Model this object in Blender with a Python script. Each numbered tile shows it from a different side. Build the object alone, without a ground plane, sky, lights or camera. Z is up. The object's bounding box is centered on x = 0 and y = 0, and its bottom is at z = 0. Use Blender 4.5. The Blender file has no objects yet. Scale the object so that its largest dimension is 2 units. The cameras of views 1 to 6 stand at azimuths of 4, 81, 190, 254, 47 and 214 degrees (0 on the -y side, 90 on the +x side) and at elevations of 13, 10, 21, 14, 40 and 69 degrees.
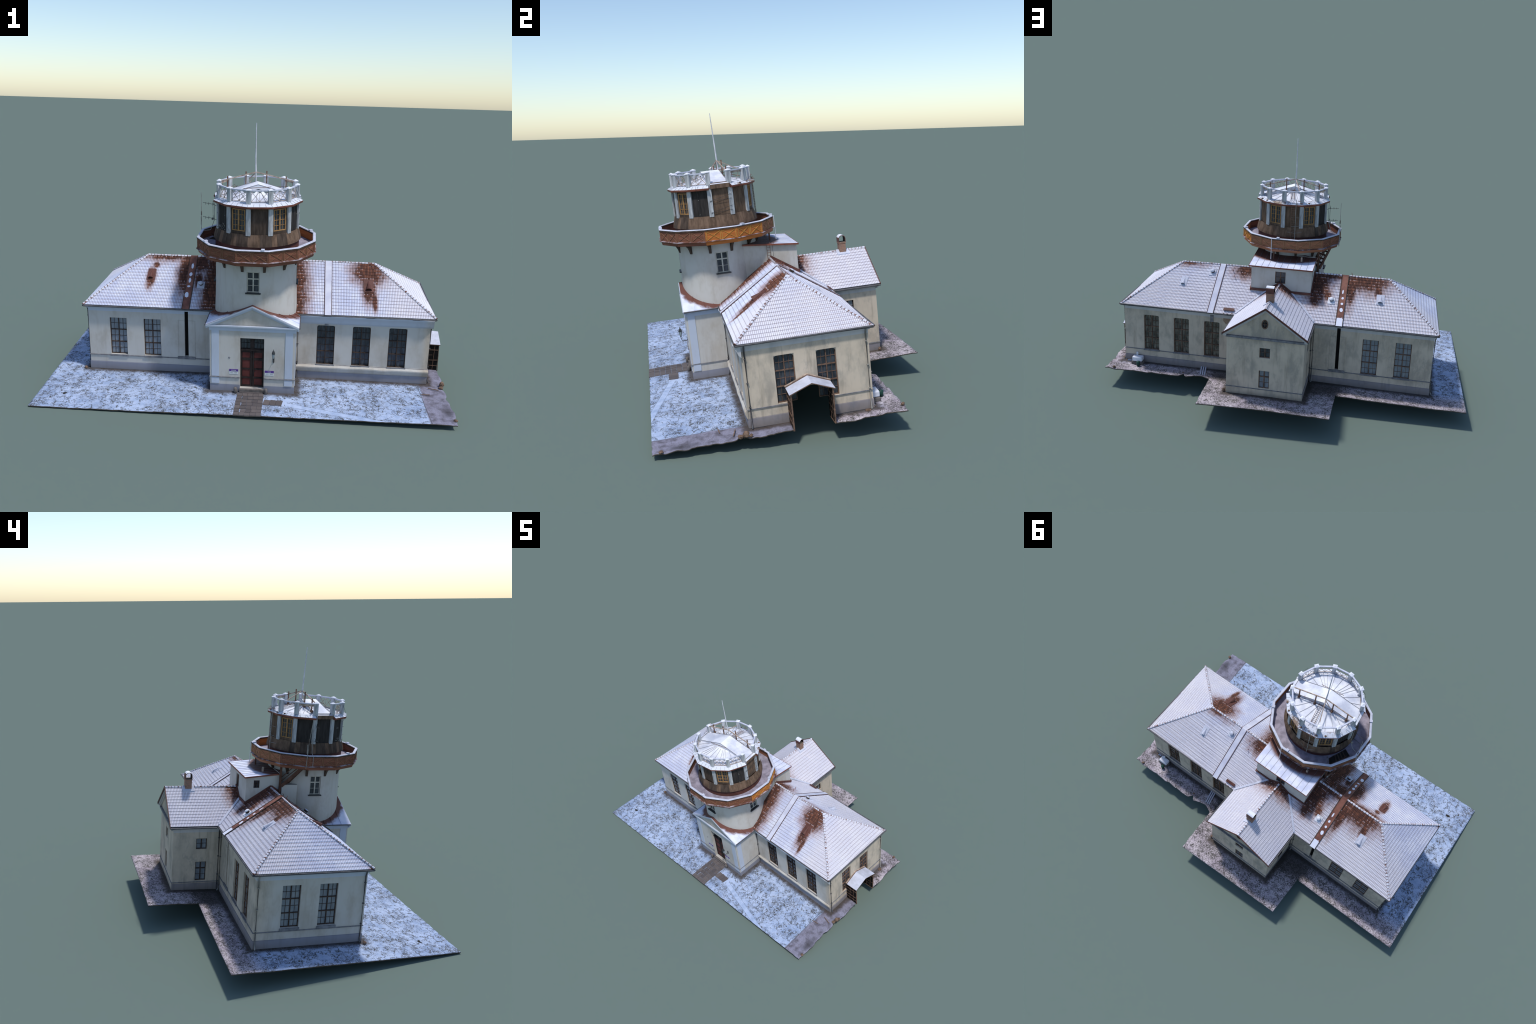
# Old snow-dusted observatory: two hipped wings, a round tower with a timber
# balcony and a rotating wooden drum, a gabled porch, a rear annex, all standing
# on an irregular cut-out of snowy ground.  Lengths are in the 2 m model scale.
import bpy, math, random
from math import sin, cos, pi, radians, sqrt, hypot, atan2
from mathutils import Vector, Matrix, noise as mnoise

random.seed(7)
COL = bpy.context.scene.collection

# ----------------------------------------------------------------------------
# frame: the whole site leans a little (tilt about x, slight roll about y)
# ----------------------------------------------------------------------------
SITE = Matrix.Translation((0, 0, 0.0625)) @ Matrix.Rotation(0.075, 4, 'X') @ Matrix.Rotation(-0.010, 4, 'Y')

# main dimensions ------------------------------------------------------------
WX0, WX1, WY0, WY1 = -0.8095, 0.904, -0.248, 0.270      # wing walls
EX0, EX1, EY0, EY1 = -0.827, 0.922, -0.268, 0.291      # wing eaves
EAVE_Z, RIDGE_Z, RIDGE_Y = 0.3575, 0.5460, 0.012
APEX_L, APEX_R = -0.552, 0.637
AXX, AXY = 0.043, -0.224                               # tower axis
AX0, AX1, AY1 = -0.157, 0.248, 0.520                   # annex walls
ANR_X, ANR_Z, ANE_Z = 0.046, 0.507, 0.354
PX0, PX1, PY0 = -0.160, 0.248, -0.432                  # porch walls
COURSE_DZ, TILE_W = (RIDGE_Z - EAVE_Z) / 17.0, 0.0079


# ----------------------------------------------------------------------------
# mesh builder
# ----------------------------------------------------------------------------
class Builder:
    def __init__(self):
        self.v, self.f, self.m, self.s = [], [], [], []

    def face(self, pts, mat=0, smooth=False):
        n = len(self.v)
        self.v.extend([tuple(p) for p in pts])
        self.f.append(tuple(range(n, n + len(pts))))
        self.m.append(mat); self.s.append(smooth)

    def indexed(self, verts, faces, mat=0, smooth=False):
        n = len(self.v)
        self.v.extend([tuple(p) for p in verts])
        for f in faces:
            self.f.append(tuple(i + n for i in f)); self.m.append(mat); self.s.append(smooth)

    def box(self, x0, x1, y0, y1, z0, z1, mat=0, M=None):
        vs = [Vector((x, y, z)) for z in (z0, z1) for y in (y0, y1) for x in (x0, x1)]
        if M is not None:
            vs = [M @ p for p in vs]
        self.indexed(vs, [(0, 2, 3, 1), (4, 5, 7, 6), (0, 1, 5, 4), (2, 6, 7, 3), (0, 4, 6, 2), (1, 3, 7, 5)], mat)

    def beam(self, a, b, w, h, mat=0, up=(0, 0, 1)):
        """rectangular bar from a to b; w across, h along 'up'."""
        a, b, up = Vector(a), Vector(b), Vector(up)
        d = (b - a).normalized()
        s = d.cross(up)
        if s.length < 1e-6:
            s = d.cross(Vector((1, 0, 0)))
        s.normalize(); u = s.cross(d).normalized()
        o = [(-w / 2, -h / 2), (w / 2, -h / 2), (w / 2, h / 2), (-w / 2, h / 2)]
        vs = [a + s * i + u * j for i, j in o] + [b + s * i + u * j for i, j in o]
        self.indexed(vs, [(3, 2, 1, 0), (4, 5, 6, 7), (0, 1, 5, 4), (1, 2, 6, 5), (2, 3, 7, 6), (3, 0, 4, 7)], mat)

    def tube(self, pts, r, mat=0, n=8, r2=None):
        pts = [Vector(p) for p in pts]
        rings = []
        for i, p in enumerate(pts):
            d = (pts[min(i + 1, len(pts) - 1)] - pts[max(i - 1, 0)]).normalized()
            s = d.cross(Vector((0, 0, 1)))
            if s.length < 1e-4:
                s = d.cross(Vector((1, 0, 0)))
            s.normalize(); u = s.cross(d)
            rr = r if r2 is None else r + (r2 - r) * i / (len(pts) - 1)
            rings.append([p + (s * cos(2 * pi * k / n) + u * sin(2 * pi * k / n)) * rr for k in range(n)])
        vs = [q for ring in rings for q in ring]
        fs = []
        for i in range(len(pts) - 1):
            for k in range(n):
                fs.append((i * n + k, i * n + (k + 1) % n, (i + 1) * n + (k + 1) % n, (i + 1) * n + k))
        self.indexed(vs, fs, mat, True)
        self.face([rings[0][k] for k in range(n)], mat)
        self.face([rings[-1][n - 1 - k] for k in range(n)], mat)

    def lathe(self, profile, n, cx, cy, mat=0, phase=0.0, smooth=True, skip=None, mats=None):
        """revolve (r, z) profile about the vertical through (cx, cy)."""
        vs = [(cx + r * sin(phase + 2 * pi * k / n), cy - r * cos(phase + 2 * pi * k / n), z) for r, z in profile for k in range(n)]
        for i in range(len(profile) - 1):
            fs = []
            for k in range(n):
                if skip and skip(k):
                    continue
                fs.append((i * n + k, i * n + (k + 1) % n, (i + 1) * n + (k + 1) % n, (i + 1) * n + k))
            self.indexed([vs[j] for j in range(len(vs))] if i == 0 else [], [], mat)
            base = len(self.v) - len(vs)
            for f in fs:
                self.f.append(tuple(j + base for j in f)); self.m.append(mats[i] if mats else mat); self.s.append(smooth)

    def wall(self, origin, ux, width, z0, z1, openings, depth, mat=0, reveal=0, cuts=(), zmat=None, reveals=None):
        """upright wall with rectangular openings and reveals; outward = ux x z."""
        o, ux = Vector(origin), Vector(ux).normalized()
        nin = -ux.cross(Vector((0, 0, 1)))
        us = sorted({0.0, width, *[c for op in openings for c in op[:2]]})
        zs = sorted({z0, z1, *cuts, *[c for op in openings for c in op[2:4]]})
        P = lambda u, z, d=0.0: o + ux * u + Vector((0, 0, z)) + nin * d
        for i in range(len(us) - 1):
            for j in range(len(zs) - 1):
                uc, zc = (us[i] + us[i + 1]) / 2, (zs[j] + zs[j + 1]) / 2
                if any(a < uc < b and c < zc < d for a, b, c, d in openings):
                    continue
                self.face([P(us[i], zs[j]), P(us[i + 1], zs[j]), P(us[i + 1], zs[j + 1]), P(us[i], zs[j + 1])], zmat(zc) if zmat else mat)
        for a, b, c, d, sides in (reveals if reveals is not None else [(*op, 'lrtb') for op in openings]):
            if 'l' in sides:
                self.face([P(a, c), P(a, c, depth), P(a, d, depth), P(a, d)][::-1], reveal)
            if 'r' in sides:
                self.face([P(b, c), P(b, d), P(b, d, depth), P(b, c, depth)][::-1], reveal)
            if 't' in sides:
                self.face([P(a, d), P(a, d, depth), P(b, d, depth), P(b, d)][::-1], reveal)
            if 'b' in sides:
                self.face([P(a, c), P(b, c), P(b, c, depth), P(a, c, depth)][::-1], reveal)

    def mesh(self, name, mats):
        me = bpy.data.meshes.new(name)
        me.from_pydata(self.v, [], self.f)
        for m in mats:
            me.materials.append(m)
        me.polygons.foreach_set("material_index", self.m)
        me.polygons.foreach_set("use_smooth", self.s)
        me.update()
        return me

    def obj(self, name, mats, parent, weld=False, fix=True):
        me = self.mesh(name, mats)
        if weld or fix:
            import bmesh
            bm = bmesh.new(); bm.from_mesh(me)
            if weld:
                bmesh.ops.remove_doubles(bm, verts=bm.verts, dist=1e-5)
            bm.to_mesh(me); bm.free()
        return place(name, me, parent)


def place(name, me, parent, loc=(0, 0, 0), rotz=0.0, stuff=False):
    ob = bpy.data.objects.new(name, me)
    COL.objects.link(ob)
    ob.parent = parent
    ob.location = loc
    ob.rotation_euler = (0, 0, rotz)
    if stuff:
        ob["kind"] = "stuff"
    return ob


# ----------------------------------------------------------------------------
# material helpers: a tiny expression layer over shader nodes
# ----------------------------------------------------------------------------
class Val:
    def __init__(self, g, s):
        self.g, self.s = g, s

    def _op(self, op, *o):
        return self.g.math(op, self, *o)

    def __add__(self, o): return self._op('ADD', o)
    __radd__ = __add__
    def __sub__(self, o): return self._op('SUBTRACT', o)
    def __rsub__(self, o): return self.g.math('SUBTRACT', o, self)
    def __mul__(self, o): return self._op('MULTIPLY', o)
    __rmul__ = __mul__
    def __truediv__(self, o): return self._op('DIVIDE', o)
    def floor(self): return self._op('FLOOR')
    def fract(self): return self._op('FRACT')
    def abs(self): return self._op('ABSOLUTE')
    def max(self, o): return self._op('MAXIMUM', o)
    def min(self, o): return self._op('MINIMUM', o)
    def lt(self, o): return self._op('LESS_THAN', o)
    def gt(self, o): return self._op('GREATER_THAN', o)
    def sqrt(self): return self._op('SQRT')
    def step(self, a, b):            # smooth 0..1 between a and b
        n = self.g.t.nodes.new('ShaderNodeMapRange'); n.interpolation_type = 'SMOOTHSTEP'; n.clamp = True
        self.g.put(n.inputs[0], self); n.inputs[1].default_value = a; n.inputs[2].default_value = b
        return Val(self.g, n.outputs[0])


class Graph:
    def __init__(self, name, rough=0.8, spec=0.2):
        self.mat = bpy.data.materials.new(name)
        self.mat.use_nodes = True
        self.t = self.mat.node_tree
        self.b = self.t.nodes["Principled BSDF"]
        self.b.inputs["Roughness"].default_value = rough
        self.b.inputs["Specular IOR Level"].default_value = spec
        tc = self.t.nodes.new('ShaderNodeTexCoord')
        self.P = tc.outputs['Object']
        sp = self.t.nodes.new('ShaderNodeSeparateXYZ')
        self.t.links.new(self.P, sp.inputs[0])
        self.x, self.y, self.z = (Val(self, o) for o in sp.outputs)

    def put(self, inp, v):
        if isinstance(v, Val):
            self.t.links.new(v.s, inp)
        elif isinstance(v, bpy.types.NodeSocket):
            self.t.links.new(v, inp)
        else:
            inp.default_value = v

    def math(self, op, *a):
        n = self.t.nodes.new('ShaderNodeMath'); n.operation = op
        for i, v in enumerate(a):
            self.put(n.inputs[i], v)
        return Val(self, n.outputs[0])

    def vec(self, x, y, z=0.0):
        n = self.t.nodes.new('ShaderNodeCombineXYZ')
        for i, v in enumerate((x, y, z)):
            self.put(n.inputs[i], v)
        return n.outputs[0]

    def noise(self, scale, detail=3.0, rough=0.55, stretch=None, vec=None):
        src = vec if vec is not None else self.P
        if stretch:
            m = self.t.nodes.new('ShaderNodeMapping'); self.t.links.new(src, m.inputs[0])
            m.inputs['Scale'].default_value = stretch; src = m.outputs[0]
        n = self.t.nodes.new('ShaderNodeTexNoise')
        n.inputs['Scale'].default_value = scale; n.inputs['Detail'].default_value = detail; n.inputs['Roughness'].default_value = rough
        self.t.links.new(src, n.inputs['Vector'])
        return Val(self, n.outputs[0])

    def rnd(self, vec):
        n = self.t.nodes.new('ShaderNodeTexWhiteNoise'); n.noise_dimensions = '3D'
        self.t.links.new(vec, n.inputs[0])
        return Val(self, n.outputs[0])

    def objrnd(self):
        return Val(self, self.t.nodes.new('ShaderNodeObjectInfo').outputs['Random'])

    def mix(self, a, b, f):
        n = self.t.nodes.new('ShaderNodeMix'); n.data_type = 'RGBA'
        self.put(n.inputs[0], f)
        for s, c in ((n.inputs[6], a), (n.inputs[7], b)):
            if isinstance(c, tuple):
                s.default_value = (*c, 1)
            else:
                self.t.links.new(c, s)
        return n.outputs[2]

    def blob(self, cx, cy, rx, ry, u, v):
        """1 in the middle of an ellipse, 0 on its rim, negative outside."""
        a, b = (u - cx) / rx, (v - cy) / ry
        return 1.0 - (a * a + b * b).sqrt()

    def done(self, colour, bump=None, strength=0.3, dist=0.002):
        if isinstance(colour, tuple):
            self.b.inputs['Base Color'].default_value = (*colour, 1)
        else:
            self.t.links.new(colour, self.b.inputs['Base Color'])
        if bump is not None:
            n = self.t.nodes.new('ShaderNodeBump'); n.inputs['Strength'].default_value = strength; n.inputs['Distance'].default_value = dist
            self.put(n.inputs['Height'], bump); self.t.links.new(n.outputs[0], self.b.inputs['Normal'])
        return self.mat


def simple(name, col, var=0.25, scale=40.0, rough=0.8, spec=0.2, stretch=None, bump=0.0):
    g = Graph(name, rough, spec)
    n = g.noise(scale, 4, 0.6, stretch)
    dark = tuple(c * (1 - var) for c in col); light = tuple(min(1, c * (1 + var * 0.7)) for c in col)
    return g.done(g.mix(dark, light, n.step(0.3, 0.7)), n if bump else None, bump)


SNOW = (0.54, 0.58, 0.755)  # blue cast of the shaded front slope mixed into all roof snow
SNOW_BRIGHT = (0.73, 0.755, 0.88)
TERRA = (0.080, 0.035, 0.026)
TERRA_HOT = (0.200, 0.078, 0.047)


def tile_material(name, axis, fields):
    """snow-covered pantiles: snow on each tile, clay in the joints; 'fields'
    returns a value that is positive where the snow has melted away."""
    g = Graph(name, 0.75, 0.2)
    u = g.x if axis == 'x' else g.y
    tu, tv = u / TILE_W, (g.z - EAVE_Z) / COURSE_DZ
    cell = g.vec(tu.floor(), tv.floor(), 3.0)
    r = g.rnd(cell)
    n1, n2 = g.noise(9, 3), g.noise(45, 4, 0.65)
    fu, fv = tu.fract(), tv.fract()
    # joints: narrow dark gap beside each tile, shadowed lap below each course
    n3 = g.noise(26, 3, 0.6, (2.2, 1.0, 0.8) if axis == 'x' else (1.0, 2.2, 0.8))
    ju = ((fu - 0.5).abs()).step(0.33, 0.46)
    jv = fv.lt(0.12).max(fv.gt(0.95))
    melt = fields(g) * 0.9 + (n1 - 0.5) * 0.5 + (n3 - 0.5) * 0.75 + (r - 0.5) * 0.16 + (n2 - 0.5) * 0.15
    bare = (melt + ju * 0.10 + jv * 0.03).step(-0.16, 0.30)
    # thin snow lets the clay blush through near the melted zones
    blush = (melt + (n2 - 0.5) * 0.3).step(-0.75, 0.10) * 0.62
    # a few grains of snow stay caught at the head of the melted tiles
    caught = (fv - 0.80).abs().lt(0.13) * (fu - 0.5).abs().lt(0.30) * (r + n3 * 0.8).gt(0.98) * melt.lt(0.55)
    bare = bare * (1.0 - caught * 0.8)
    clay = g.mix(TERRA, TERRA_HOT, (r * 0.35 + n1 * 0.45 + n2 * 0.3).step(0.40, 0.85))
    clay = g.mix(clay, (0.026, 0.014, 0.012), jv.max(ju * 0.8) * 0.6)
    snow = g.mix(SNOW, SNOW_BRIGHT, (n1 * 0.75 + n2 * 0.15 + r * 0.10).step(0.35, 0.72))
    old = g.y.step(-0.05, 0.20).max(g.x.step(0.62, 0.75)) * (0.35 + n3 * 0.5)       # yard-side and east snow tinted warmer for the sun on it
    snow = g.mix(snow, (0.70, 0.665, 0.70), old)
    snow = g.mix(snow, (0.27, 0.125, 0.085), blush)
    snow = g.mix(snow, (0.20, 0.135, 0.130), ju * (0.50 + n2 * 0.45))
    snow = g.mix(snow, (0.15, 0.100, 0.094), jv * (0.30 + n2 * 0.35))
    return g.done(g.mix(snow, clay, bare), n2, 0.25, 0.001)


def wing_fields(g):
    x, z = g.x, g.z
    front = g.y.lt(RIDGE_Y)
    B = lambda cx, cz, rx, rz, amp=1.0: g.blob(cx, cz, rx, rz, x, z) * amp

    def union(items):
        f = B(*items[0])
        for it in items[1:]:
            f = f.max(B(*it))
        return f
    fr = union([(-0.445, 0.556, 0.125, 0.028), (-0.335, 0.500, 0.042, 0.085), (-0.511, 0.466, 0.021, 0.036), (-0.496, 0.511, 0.016, 0.011),
                (-0.185, 0.455, 0.052, 0.170), (-0.265, 0.530, 0.055, 0.045), (-0.262, 0.462, 0.022, 0.03), (0.222, 0.44, 0.074, 0.20),
                (0.605, 0.512, 0.085, 0.046), (0.604, 0.452, 0.034, 0.052), (0.630, 0.407, 0.013, 0.03)])
    bk = union([(-0.425, 0.550, 0.135, 0.058), (-0.345, 0.500, 0.030, 0.07), (-0.165, 0.505, 0.070, 0.065), (-0.155, 0.45, 0.035, 0.03),
                (-0.222, 0.463, 0.022, 0.016), (-0.210, 0.55, 0.11, 0.026), (-0.494, 0.50, 0.022, 0.024), (0.255, 0.53, 0.07, 0.03, 0.7),
                (0.593, 0.552, 0.08, 0.02, 0.6)])
    bk = bk.max(-2.0)
    fr = fr.max(-2.0)
    return fr * front + bk * (1.0 - front) - 0.02


def annex_fields(g):
    return (g.blob(0.135, 0.51, 0.075, 0.08, g.y, g.z) * 0.9).max(-2.0)


def no_fields(g):
    return g.blob(-0.268, 0.362, 0.02, 0.012, g.y, g.z).max(g.blob(0.29, 0.362, 0.014, 0.01, g.y, g.z)).max(-2.0) * g.x.lt(-0.5) - (1.0 - g.x.lt(-0.5))


M = {}
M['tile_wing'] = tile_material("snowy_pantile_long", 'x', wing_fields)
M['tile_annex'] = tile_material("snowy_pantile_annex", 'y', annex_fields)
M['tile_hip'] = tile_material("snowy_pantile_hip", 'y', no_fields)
M['ridge'] = None
g = Graph("snowy_ridge_clay", 0.75)
n = g.noise(70, 3, 0.6)
M['ridge'] = g.done(g.mix(TERRA_HOT, (0.62, 0.63, 0.72), n.step(0.30, 0.50)))
g = Graph("ridge_clay_joint", 0.8)
M['ridge_joint'] = g.done(g.mix((0.10, 0.045, 0.03), TERRA_HOT, g.noise(60).step(0.35, 0.65)))


def plaster(name, base, dark, brick=None, stain=1.0):
    """lime render: cloudy tone, painted tree shade, grey-brown runs below the eaves, damp grime near the ground."""
    g = Graph(name, 0.92, 0.12)
    n1, n2, n3 = g.noise(4.5, 4, 0.6), g.noise(15, 5, 0.65, (1, 1, 0.5)), g.noise(160, 2)
    runs = g.noise(34, 4, 0.6, (1.0, 1.0, 0.10))
    trunk_shadow = ((g.noise(3.2, 3, 0.6, (1.6, 1.6, 0.55)) - 0.5).abs()).step(0.045, 0.012) * n2.step(0.40, 0.60)  # dark branching lines drawn on the render as cast tree shadows
    twig_shadow = ((g.noise(11, 5, 0.62, (1, 1, 0.6)) - 0.5).abs()).step(0.030, 0.006) * n1.step(0.42, 0.62)
    yard_east_mask = g.y.step(0.16, 0.30).max(g.x.step(0.86, 0.90))           # sunlit yard and east end, their warm light baked into the plaster
    c = g.mix(tuple(v * f for v, f in zip(base, (0.955, 1.0, 1.075))), tuple(v * f for v, f in zip(base, (1.075, 0.985, 0.90))), yard_east_mask)
    c = g.mix(c, dark, (n1 * 0.6 + n2 * 0.4).step(0.42, 0.66) * (0.55 + yard_east_mask * 0.4) * stain)
    c = g.mix(c, tuple(v * 0.62 for v in base), n2.step(0.50, 0.76) * (0.30 + yard_east_mask * 0.35) * stain)
    c = g.mix(c, tuple(v * f for v, f in zip(base, (0.56, 0.52, 0.47))), runs.step(0.52, 0.74) * (0.24 + yard_east_mask * 0.45) * stain)
    c = g.mix(c, tuple(v * 0.6 for v in base), twig_shadow * (0.15 + yard_east_mask * 0.3) * stain)
    c = g.mix(c, tuple(v * f for v, f in zip(base, (0.60, 0.58, 0.56))), trunk_shadow * yard_east_mask * 0.5 * stain)
    low = (g.z + (n2 - 0.5) * 0.06).step(0.045, 0.0)
    c = g.mix(c, (0.16, 0.13, 0.105), low * (0.30 + yard_east_mask * 0.35) * stain)
    if brick:
        c = brick(g, c, n2)
    return g.done(c, n2 + n3 * 0.25, 0.22, 0.003)


def bare_bricks(g, c, n):
    """patch under the broken rear eave where the render has fallen off."""
    m = (g.blob(0.295, 0.315, 0.052, 0.05, g.x, g.z) + (n - 0.5) * 1.2).step(0.15, 0.3) * g.y.gt(0.262)
    b = g.t.nodes.new('ShaderNodeTexBrick'); g.t.links.new(g.vec(g.x, g.z), b.inputs['Vector'])
    b.inputs['Scale'].default_value = 60
    b.inputs['Color1'].default_value = (0.30, 0.16, 0.10, 1); b.inputs['Color2'].default_value = (0.36, 0.26, 0.19, 1); b.inputs['Mortar'].default_value = (0.10, 0.08, 0.07, 1)
    return g.mix(c, b.outputs[0], m * 0.85)


WALL = (0.550, 0.508, 0.448)  # tone set between the sunlit east wall and the darker shaded sides
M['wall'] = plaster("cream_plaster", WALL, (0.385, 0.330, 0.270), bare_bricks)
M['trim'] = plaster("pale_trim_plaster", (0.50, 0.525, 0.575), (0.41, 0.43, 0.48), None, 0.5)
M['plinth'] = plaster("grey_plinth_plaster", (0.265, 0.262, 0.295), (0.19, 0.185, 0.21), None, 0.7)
M['ledge'] = simple("grey_zinc_ledge", (0.19, 0.19, 0.205), 0.3, 50)
g = Graph("frosted_brown_ledge", 0.8)
M['ledge_frost'] = g.done(g.mix((0.125, 0.056, 0.040), (0.36, 0.34, 0.39), g.noise(22, 4, 0.65).step(0.42, 0.66)))
M['gutter'] = simple("dark_gutter_metal", (0.085, 0.083, 0.09), 0.3, 50, 0.5, 0.4)
M['pipe'] = simple("grey_downpipe", (0.27, 0.26, 0.24), 0.35, 30, 0.5, 0.4)
M['black'] = simple("painted_black_void", (0.010, 0.009, 0.009), 0.2, 30, 0.9, 0.1)
M['frame'] = simple("dark_brown_window_wood", (0.060, 0.040, 0.032), 0.4, 60)
M['frame_tan'] = simple("weathered_window_wood", (0.155, 0.095, 0.068), 0.45, 60)
M['frame_white'] = simple("old_white_window_wood", (0.48, 0.46, 0.40), 0.2, 60)
M['frame_ochre'] = simple("ochre_window_wood", (0.36, 0.200, 0.082), 0.28, 60)


def glass(name, low, high, streak):
    g = Graph(name, 0.18, 0.5)
    n = g.noise(30, 3, 0.6, (3.0, 1.0, 0.6))
    return g.done(g.mix(low, high, n.step(0.5 - streak, 0.5 + streak)))


M['glass_curtain'] = glass("curtained_glass", (0.15, 0.175, 0.21), (0.27, 0.295, 0.325), 0.25)
M['glass_dark'] = glass("dark_glass", (0.018, 0.022, 0.030), (0.060, 0.070, 0.085), 0.2)
M['glass_brown'] = glass("dim_brown_glass", (0.035, 0.031, 0.028), (0.17, 0.155, 0.13), 0.15)

M['door_frame'] = simple("dark_door_wood", (0.030, 0.022, 0.021), 0.35, 60)
M['door_panel'] = simple("oxblood_door_panel", (0.105, 0.030, 0.027), 0.25, 30, 0.6)
M['stone'] = simple("grey_brown_stone", (0.14, 0.125, 0.118), 0.35, 40)
M['snow'] = simple("lying_snow", (0.70, 0.715, 0.79), 0.14, 25, 0.7)
M['snow_cool'] = simple("settled_snow", (0.52, 0.54, 0.64), 0.15, 25, 0.7)
M['iron'] = simple("black_iron", (0.03, 0.032, 0.035), 0.3, 50, 0.5, 0.4)
M['lampglass'] = simple("grey_lantern_glass", (0.30, 0.36, 0.38), 0.2, 40, 0.2, 0.5)
M['purple'] = simple("purple_sign_enamel", (0.10, 0.045, 0.24), 0.1, 30, 0.5)
M['white'] = simple("white_sign_enamel", (0.62, 0.64, 0.64), 0.08, 30, 0.5)
M['signgrey'] = simple("grey_sign_lettering", (0.30, 0.31, 0.33), 0.1, 30, 0.6)
M['rust'] = simple("rust_red_sheet_metal", (0.115, 0.046, 0.036), 0.3, 25, 0.6, 0.3)
M['rust_bright'] = simple("red_painted_flashing", (0.20, 0.066, 0.042), 0.3, 25, 0.6, 0.3)
M['mast'] = simple("grey_white_mast_paint", (0.62, 0.62, 0.66), 0.15, 40, 0.5)
M['aged'] = simple("bleached_old_timber", (0.42, 0.33, 0.27), 0.4, 60, 0.85, 0.15, (1, 1, 0.4))
M['rod'] = simple("rusty_rod", (0.20, 0.115, 0.08), 0.4, 60)
M['sheet_dark'] = simple("mauve_brown_sheet_edge", (0.105, 0.062, 0.060), 0.3, 40)
M['soot'] = simple("sooty_opening", (0.02, 0.017, 0.016), 0.2, 30)
M['green'] = simple("dark_green_bin_plastic", (0.015, 0.05, 0.04), 0.2, 30, 0.4)
M['bark'] = simple("brown_debris", (0.16, 0.105, 0.075), 0.4, 80)

# planed / weathered timbers of tower
M['balc'] = simple("shade_darkened_red_boarding", (0.200, 0.080, 0.050), 0.35, 30, 0.75, 0.2, (0.35, 0.35, 6.0), 0.2)
M['balc_tan'] = simple("sun_lightened_tan_boarding", (0.33, 0.140, 0.078), 0.3, 30, 0.75, 0.2, (0.35, 0.35, 6.0), 0.2)
M['balc_orange'] = simple("sun_painted_orange_boarding", (0.47, 0.150, 0.034), 0.25, 30, 0.6, 0.25, (0.35, 0.35, 6.0), 0.2)
M['batten'] = simple("brown_batten", (0.24, 0.125, 0.072), 0.25, 40)
M['batten_tan'] = simple("sun_lightened_tan_batten", (0.34, 0.19, 0.10), 0.25, 40)
M['batten_yellow'] = simple("sun_painted_yellow_batten", (0.52, 0.27, 0.065), 0.2, 40)
M['board_brown'] = simple("weathered_brown_board", (0.150, 0.098, 0.068), 0.4, 25, 0.85, 0.15, (2, 2, 0.5), 0.2)
M['board_dark'] = simple("dark_brown_board", (0.078, 0.056, 0.044), 0.4, 25, 0.85, 0.15, (2, 2, 0.5), 0.2)
M['board_black'] = simple("near_black_board", (0.036, 0.032, 0.031), 0.35, 25, 0.8, 0.2, (2, 2, 0.5), 0.2)
M['stair_wood'] = simple("dark_red_brown_timber", (0.110, 0.055, 0.038), 0.35, 30)
M['pilaster'] = simple("peeling_white_board", (0.43, 0.445, 0.465), 0.38, 45, 0.8, 0.2, (2, 2, 0.35))
M['deck'] = simple("frosted_deck", (0.30, 0.275, 0.34), 0.3, 30)

g = Graph("snowy_dome_sheet", 0.55, 0.3)
n = g.noise(14, 4, 0.6)
M['dome'] = g.done(g.mix((0.50, 0.525, 0.62), (0.80, 0.81, 0.87), (n * 0.6 + g.noise(5, 3) * 0.4).step(0.36, 0.62)))
g = Graph("frosty_eave_sheet", 0.6, 0.3)
n, n2 = g.noise(20, 4, 0.65), g.noise(7, 2)
M['eave'] = g.done(g.mix((0.62, 0.65, 0.74), (0.25, 0.18, 0.135), (n * 0.6 + n2 * 0.4 + g.y * 0.5).step(0.47, 0.58)))

# porch roof and stair-house roof: snow, with bare red sheet close to the tower
for key, nm, r0, r1, fr in (('porch_roof', "snowy_porch_sheet", 0.222, 0.250, 1.0), ('house_roof', "snowy_stairhouse_sheet", 0.292, 0.318, 0.35)):
    g = Graph(nm, 0.65, 0.25)
    dx, dy = g.x - AXX, g.y - AXY
    rr = (dx * dx + dy * dy).sqrt() + (g.noise(28, 4, 0.6) - 0.5) * 0.05 * fr
    n = g.noise(20, 3)
    M[key] = g.done(g.mix(g.mix((0.105, 0.043, 0.035), (0.16, 0.066, 0.050), n), g.mix(SNOW, SNOW_BRIGHT, n.step(0.3, 0.7)), rr.step(r0, r1)))

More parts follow.
